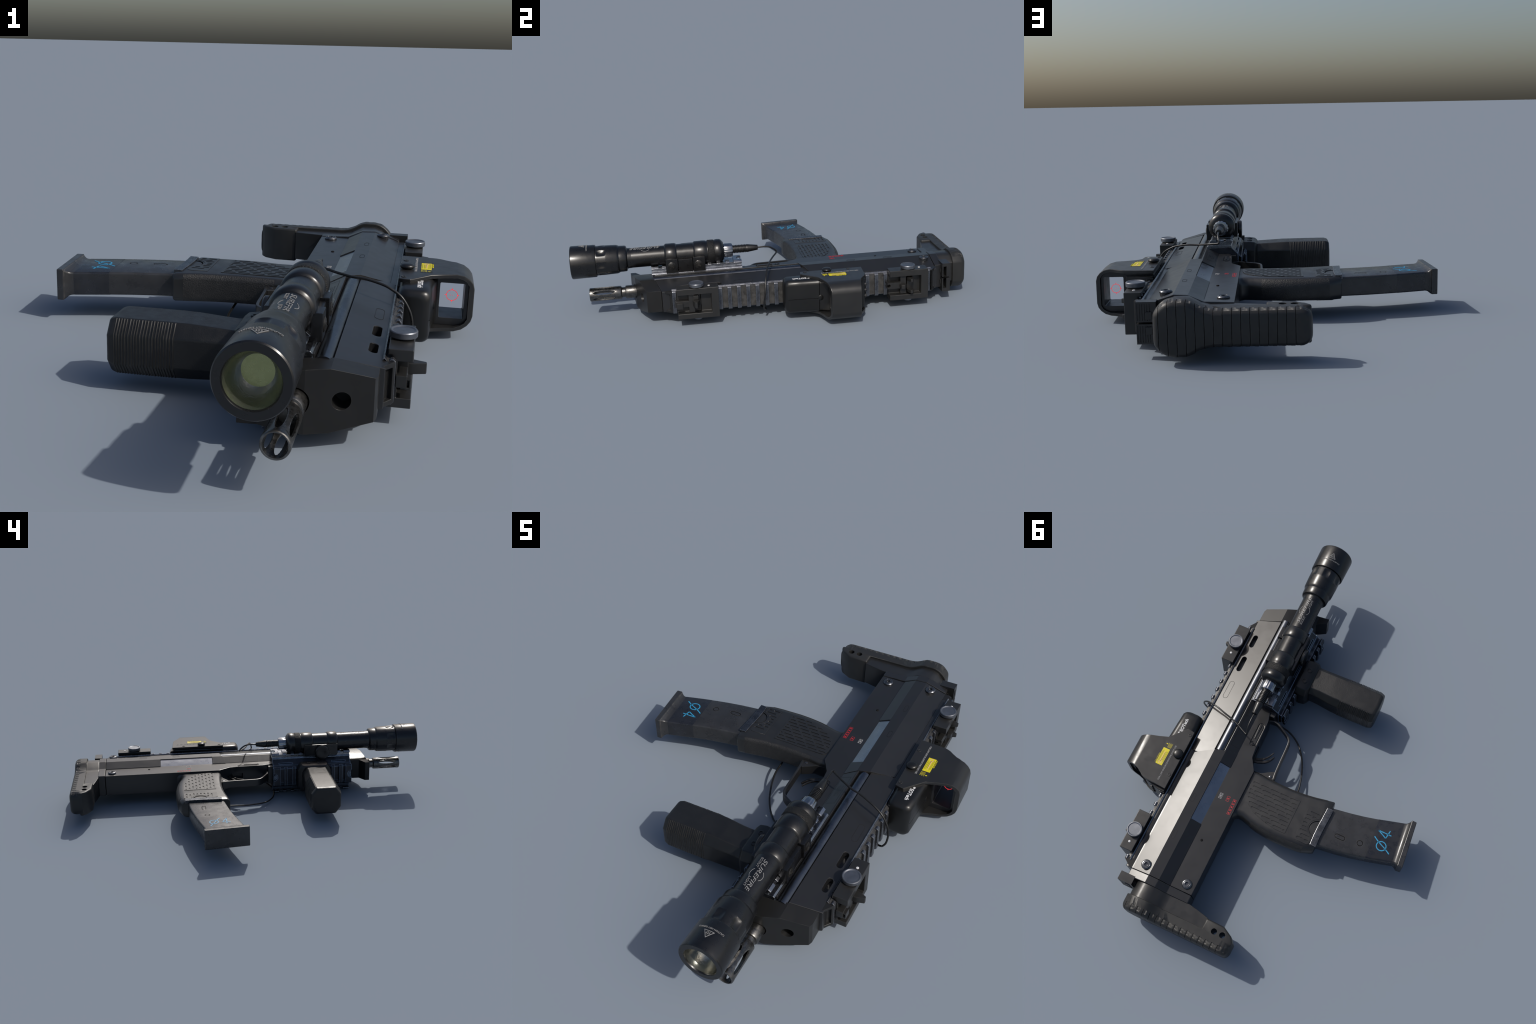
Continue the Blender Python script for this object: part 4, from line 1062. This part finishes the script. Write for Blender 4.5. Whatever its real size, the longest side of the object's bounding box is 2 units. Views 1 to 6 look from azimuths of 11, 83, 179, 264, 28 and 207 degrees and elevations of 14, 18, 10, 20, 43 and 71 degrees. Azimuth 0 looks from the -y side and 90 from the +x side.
# hot-surface triangle and its line on the bezel
def wrapx(r, yo, a0=0.0):
    """u runs toward -x around the barrel, v toward the muzzle"""
    def f(u, v, w):
        a = a0 - u / r; q = r + 0.0004 + w
        return (LX + q * math.sin(a), yo - v, LZ + q * math.cos(a))
    return f
W = wrapx(0.0832, -0.9275)
def tri_strip(P, w):
    vs, fs = [], []
    c = [sum(p[0] for p in P) / 3, sum(p[1] for p in P) / 3]
    Q = [(c[0] + (p[0] - c[0]) * w, c[1] + (p[1] - c[1]) * w) for p in P]
    seg = 5; o = []; i_ = []
    for k in range(3):
        for s in range(seg):
            t = s / seg
            o.append([P[k][j] + (P[(k + 1) % 3][j] - P[k][j]) * t for j in (0, 1)])
            i_.append([Q[k][j] + (Q[(k + 1) % 3][j] - Q[k][j]) * t for j in (0, 1)])
    n = len(o)
    for p in o + i_:
        vs.append(W(p[0], p[1], 0.0004))
    for p in o + i_:
        vs.append(W(p[0], p[1], -0.001))
    for k in range(n):
        j = (k + 1) % n
        fs += [[k, j, n + j, n + k], [2 * n + k, 3 * n + k, 3 * n + j, 2 * n + j], [k, 2 * n + k, 2 * n + j, j], [n + k, n + j, 3 * n + j, 3 * n + k]]
    return raw("m", vs, fs)
tri = [tri_strip([(-0.0195, 0.0), (0.0195, 0.0), (0.0, 0.0300)], 0.80)]
for k in (-1, 0, 1):
    pts = []
    for i in range(7):
        pts.append((k * 0.0055 + 0.0011 * math.sin(i * 1.6), 0.0045 + i * (0.0018 if k else 0.0023)))
    vs, fs = [], []
    for (u, v) in pts:
        vs += [W(u - 0.0009, v, 0.0004), W(u + 0.0009, v, 0.0004), W(u + 0.0009, v, -0.001), W(u - 0.0009, v, -0.001)]
    for i in range(6):
        a = 4 * i
        fs += [[a + j, a + (j + 1) % 4, a + 4 + (j + 1) % 4, a + 4 + j] for j in range(4)]
    tri.append(raw("m", vs, fs))
done(join("hot_surface_symbol", tri), M_PRINT, parent=lamp)
lettering("caution_line", "CAUTION HOT SURFACE", 0.0088, M_GREYT, wrapx(0.0826, -0.9140), lamp, xscale=0.98, align='CENTER')

# mount: saddle, two cheek plates, thumb screw
sd = box("lamp_mount", 0.1660, 0.2740, -0.5290, -0.3340, ZC + 0.0990, 0.2580)
sd_c = cyl("c", 'y', (LX, LZ), -0.6, -0.3, 0.0510, 40)
sd = done(sd, M_LAMP, parent=lamp, bevel=0.002, cuts=[sd_c])
for y0, y1, x1, zt in ((-0.5310, -0.4690, 0.2970, 0.2880), (-0.4690, -0.3940, 0.2880, 0.2800), (-0.3940, -0.3320, 0.2970, 0.2880)):
    done(box("mount_cheek", 0.2660, x1, y0 + 0.0006, y1 - 0.0006, 0.2140, zt), M_LAMP, parent=sd, bevel=0.003)
for y in (-0.5015, -0.3677):
    hd = lathe("cheek_screw", 'x', (y, 0.2520), [(0.27, 0.0200), (0.2985, 0.0200), (0.3015, 0.0150), (0.3030, 0.006), (0.3032, 0.001)], 32)
    cx = [prism("c", 'x', [(y + a * math.cos(r) - b * math.sin(r), 0.2520 + a * math.sin(r) + b * math.cos(r)) for a, b in ((-0.014, -0.0018), (0.014, -0.0018), (0.014, 0.0018), (-0.014, 0.0018))], 0.2995, 0.32) for r in (0.8, 0.8 + math.pi / 2)]
    done(hd, M_TRIG, parent=sd, cuts=cx, angle=35)
done(box("mount_cheek", 0.1490, 0.1700, -0.5270, -0.3310, 0.2280, 0.2950), M_LAMP, parent=sd, bevel=0.003)
done(lathe("mount_thumb_screw", 'x', (-0.4355, 0.2515), [(0.155, 0.0150), (0.1480, 0.0150), (0.1475, 0.0390), (0.1450, 0.0415), (0.1350, 0.0415), (0.1310, 0.0385), (0.1305, 0.0330), (0.1325, 0.0200), (0.1335, 0.004)], 48), M_LAMP, parent=sd, angle=30)

# ================================================================== SWITCH CABLE
cab = tube("switch_cable", [(0.2220, -0.0600, 0.2905), (0.2230, -0.0250, 0.2925), (0.2220, 0.0080, 0.2870), (0.2185, 0.0340, 0.2700), (0.2190, 0.0410, 0.2570), (0.2485, 0.0270, 0.2520), (0.2725, 0.0145, 0.2490), (0.3190, -0.0050, 0.2450), (0.3610, -0.0170, 0.2440),
                           (0.4065, -0.0325, 0.2370), (0.4350, -0.0400, 0.2270), (0.4700, -0.0500, 0.2050), (0.4960, -0.0570, 0.1650), (0.5050, -0.0620, 0.1250), (0.5020, -0.0680, 0.0850), (0.4900, -0.0680, 0.0600), (0.4775, -0.0600, 0.0450), (0.4400, -0.0560, 0.0400), (0.3800, -0.0700, 0.0300), (0.3000, -0.1050, 0.0300), (0.2200, -0.1480, 0.0180), (0.1700, -0.1520, 0.0150),
                           (0.1290, -0.1480, 0.0150), (0.0840, -0.1390, 0.0150), (0.0480, -0.1230, 0.0150), (0.0100, -0.0955, 0.0150), (-0.0240, -0.0550, 0.0200), (-0.0500, -0.0110, 0.0270), (-0.0690, 0.0340, 0.0320), (-0.0840, 0.0830, 0.0400), (-0.0940, 0.1370, 0.0470), (-0.0900, 0.2000, 0.0600), (-0.0800, 0.2400, 0.0760)], 0.0042)
done(cab, M_CABLE, angle=80)
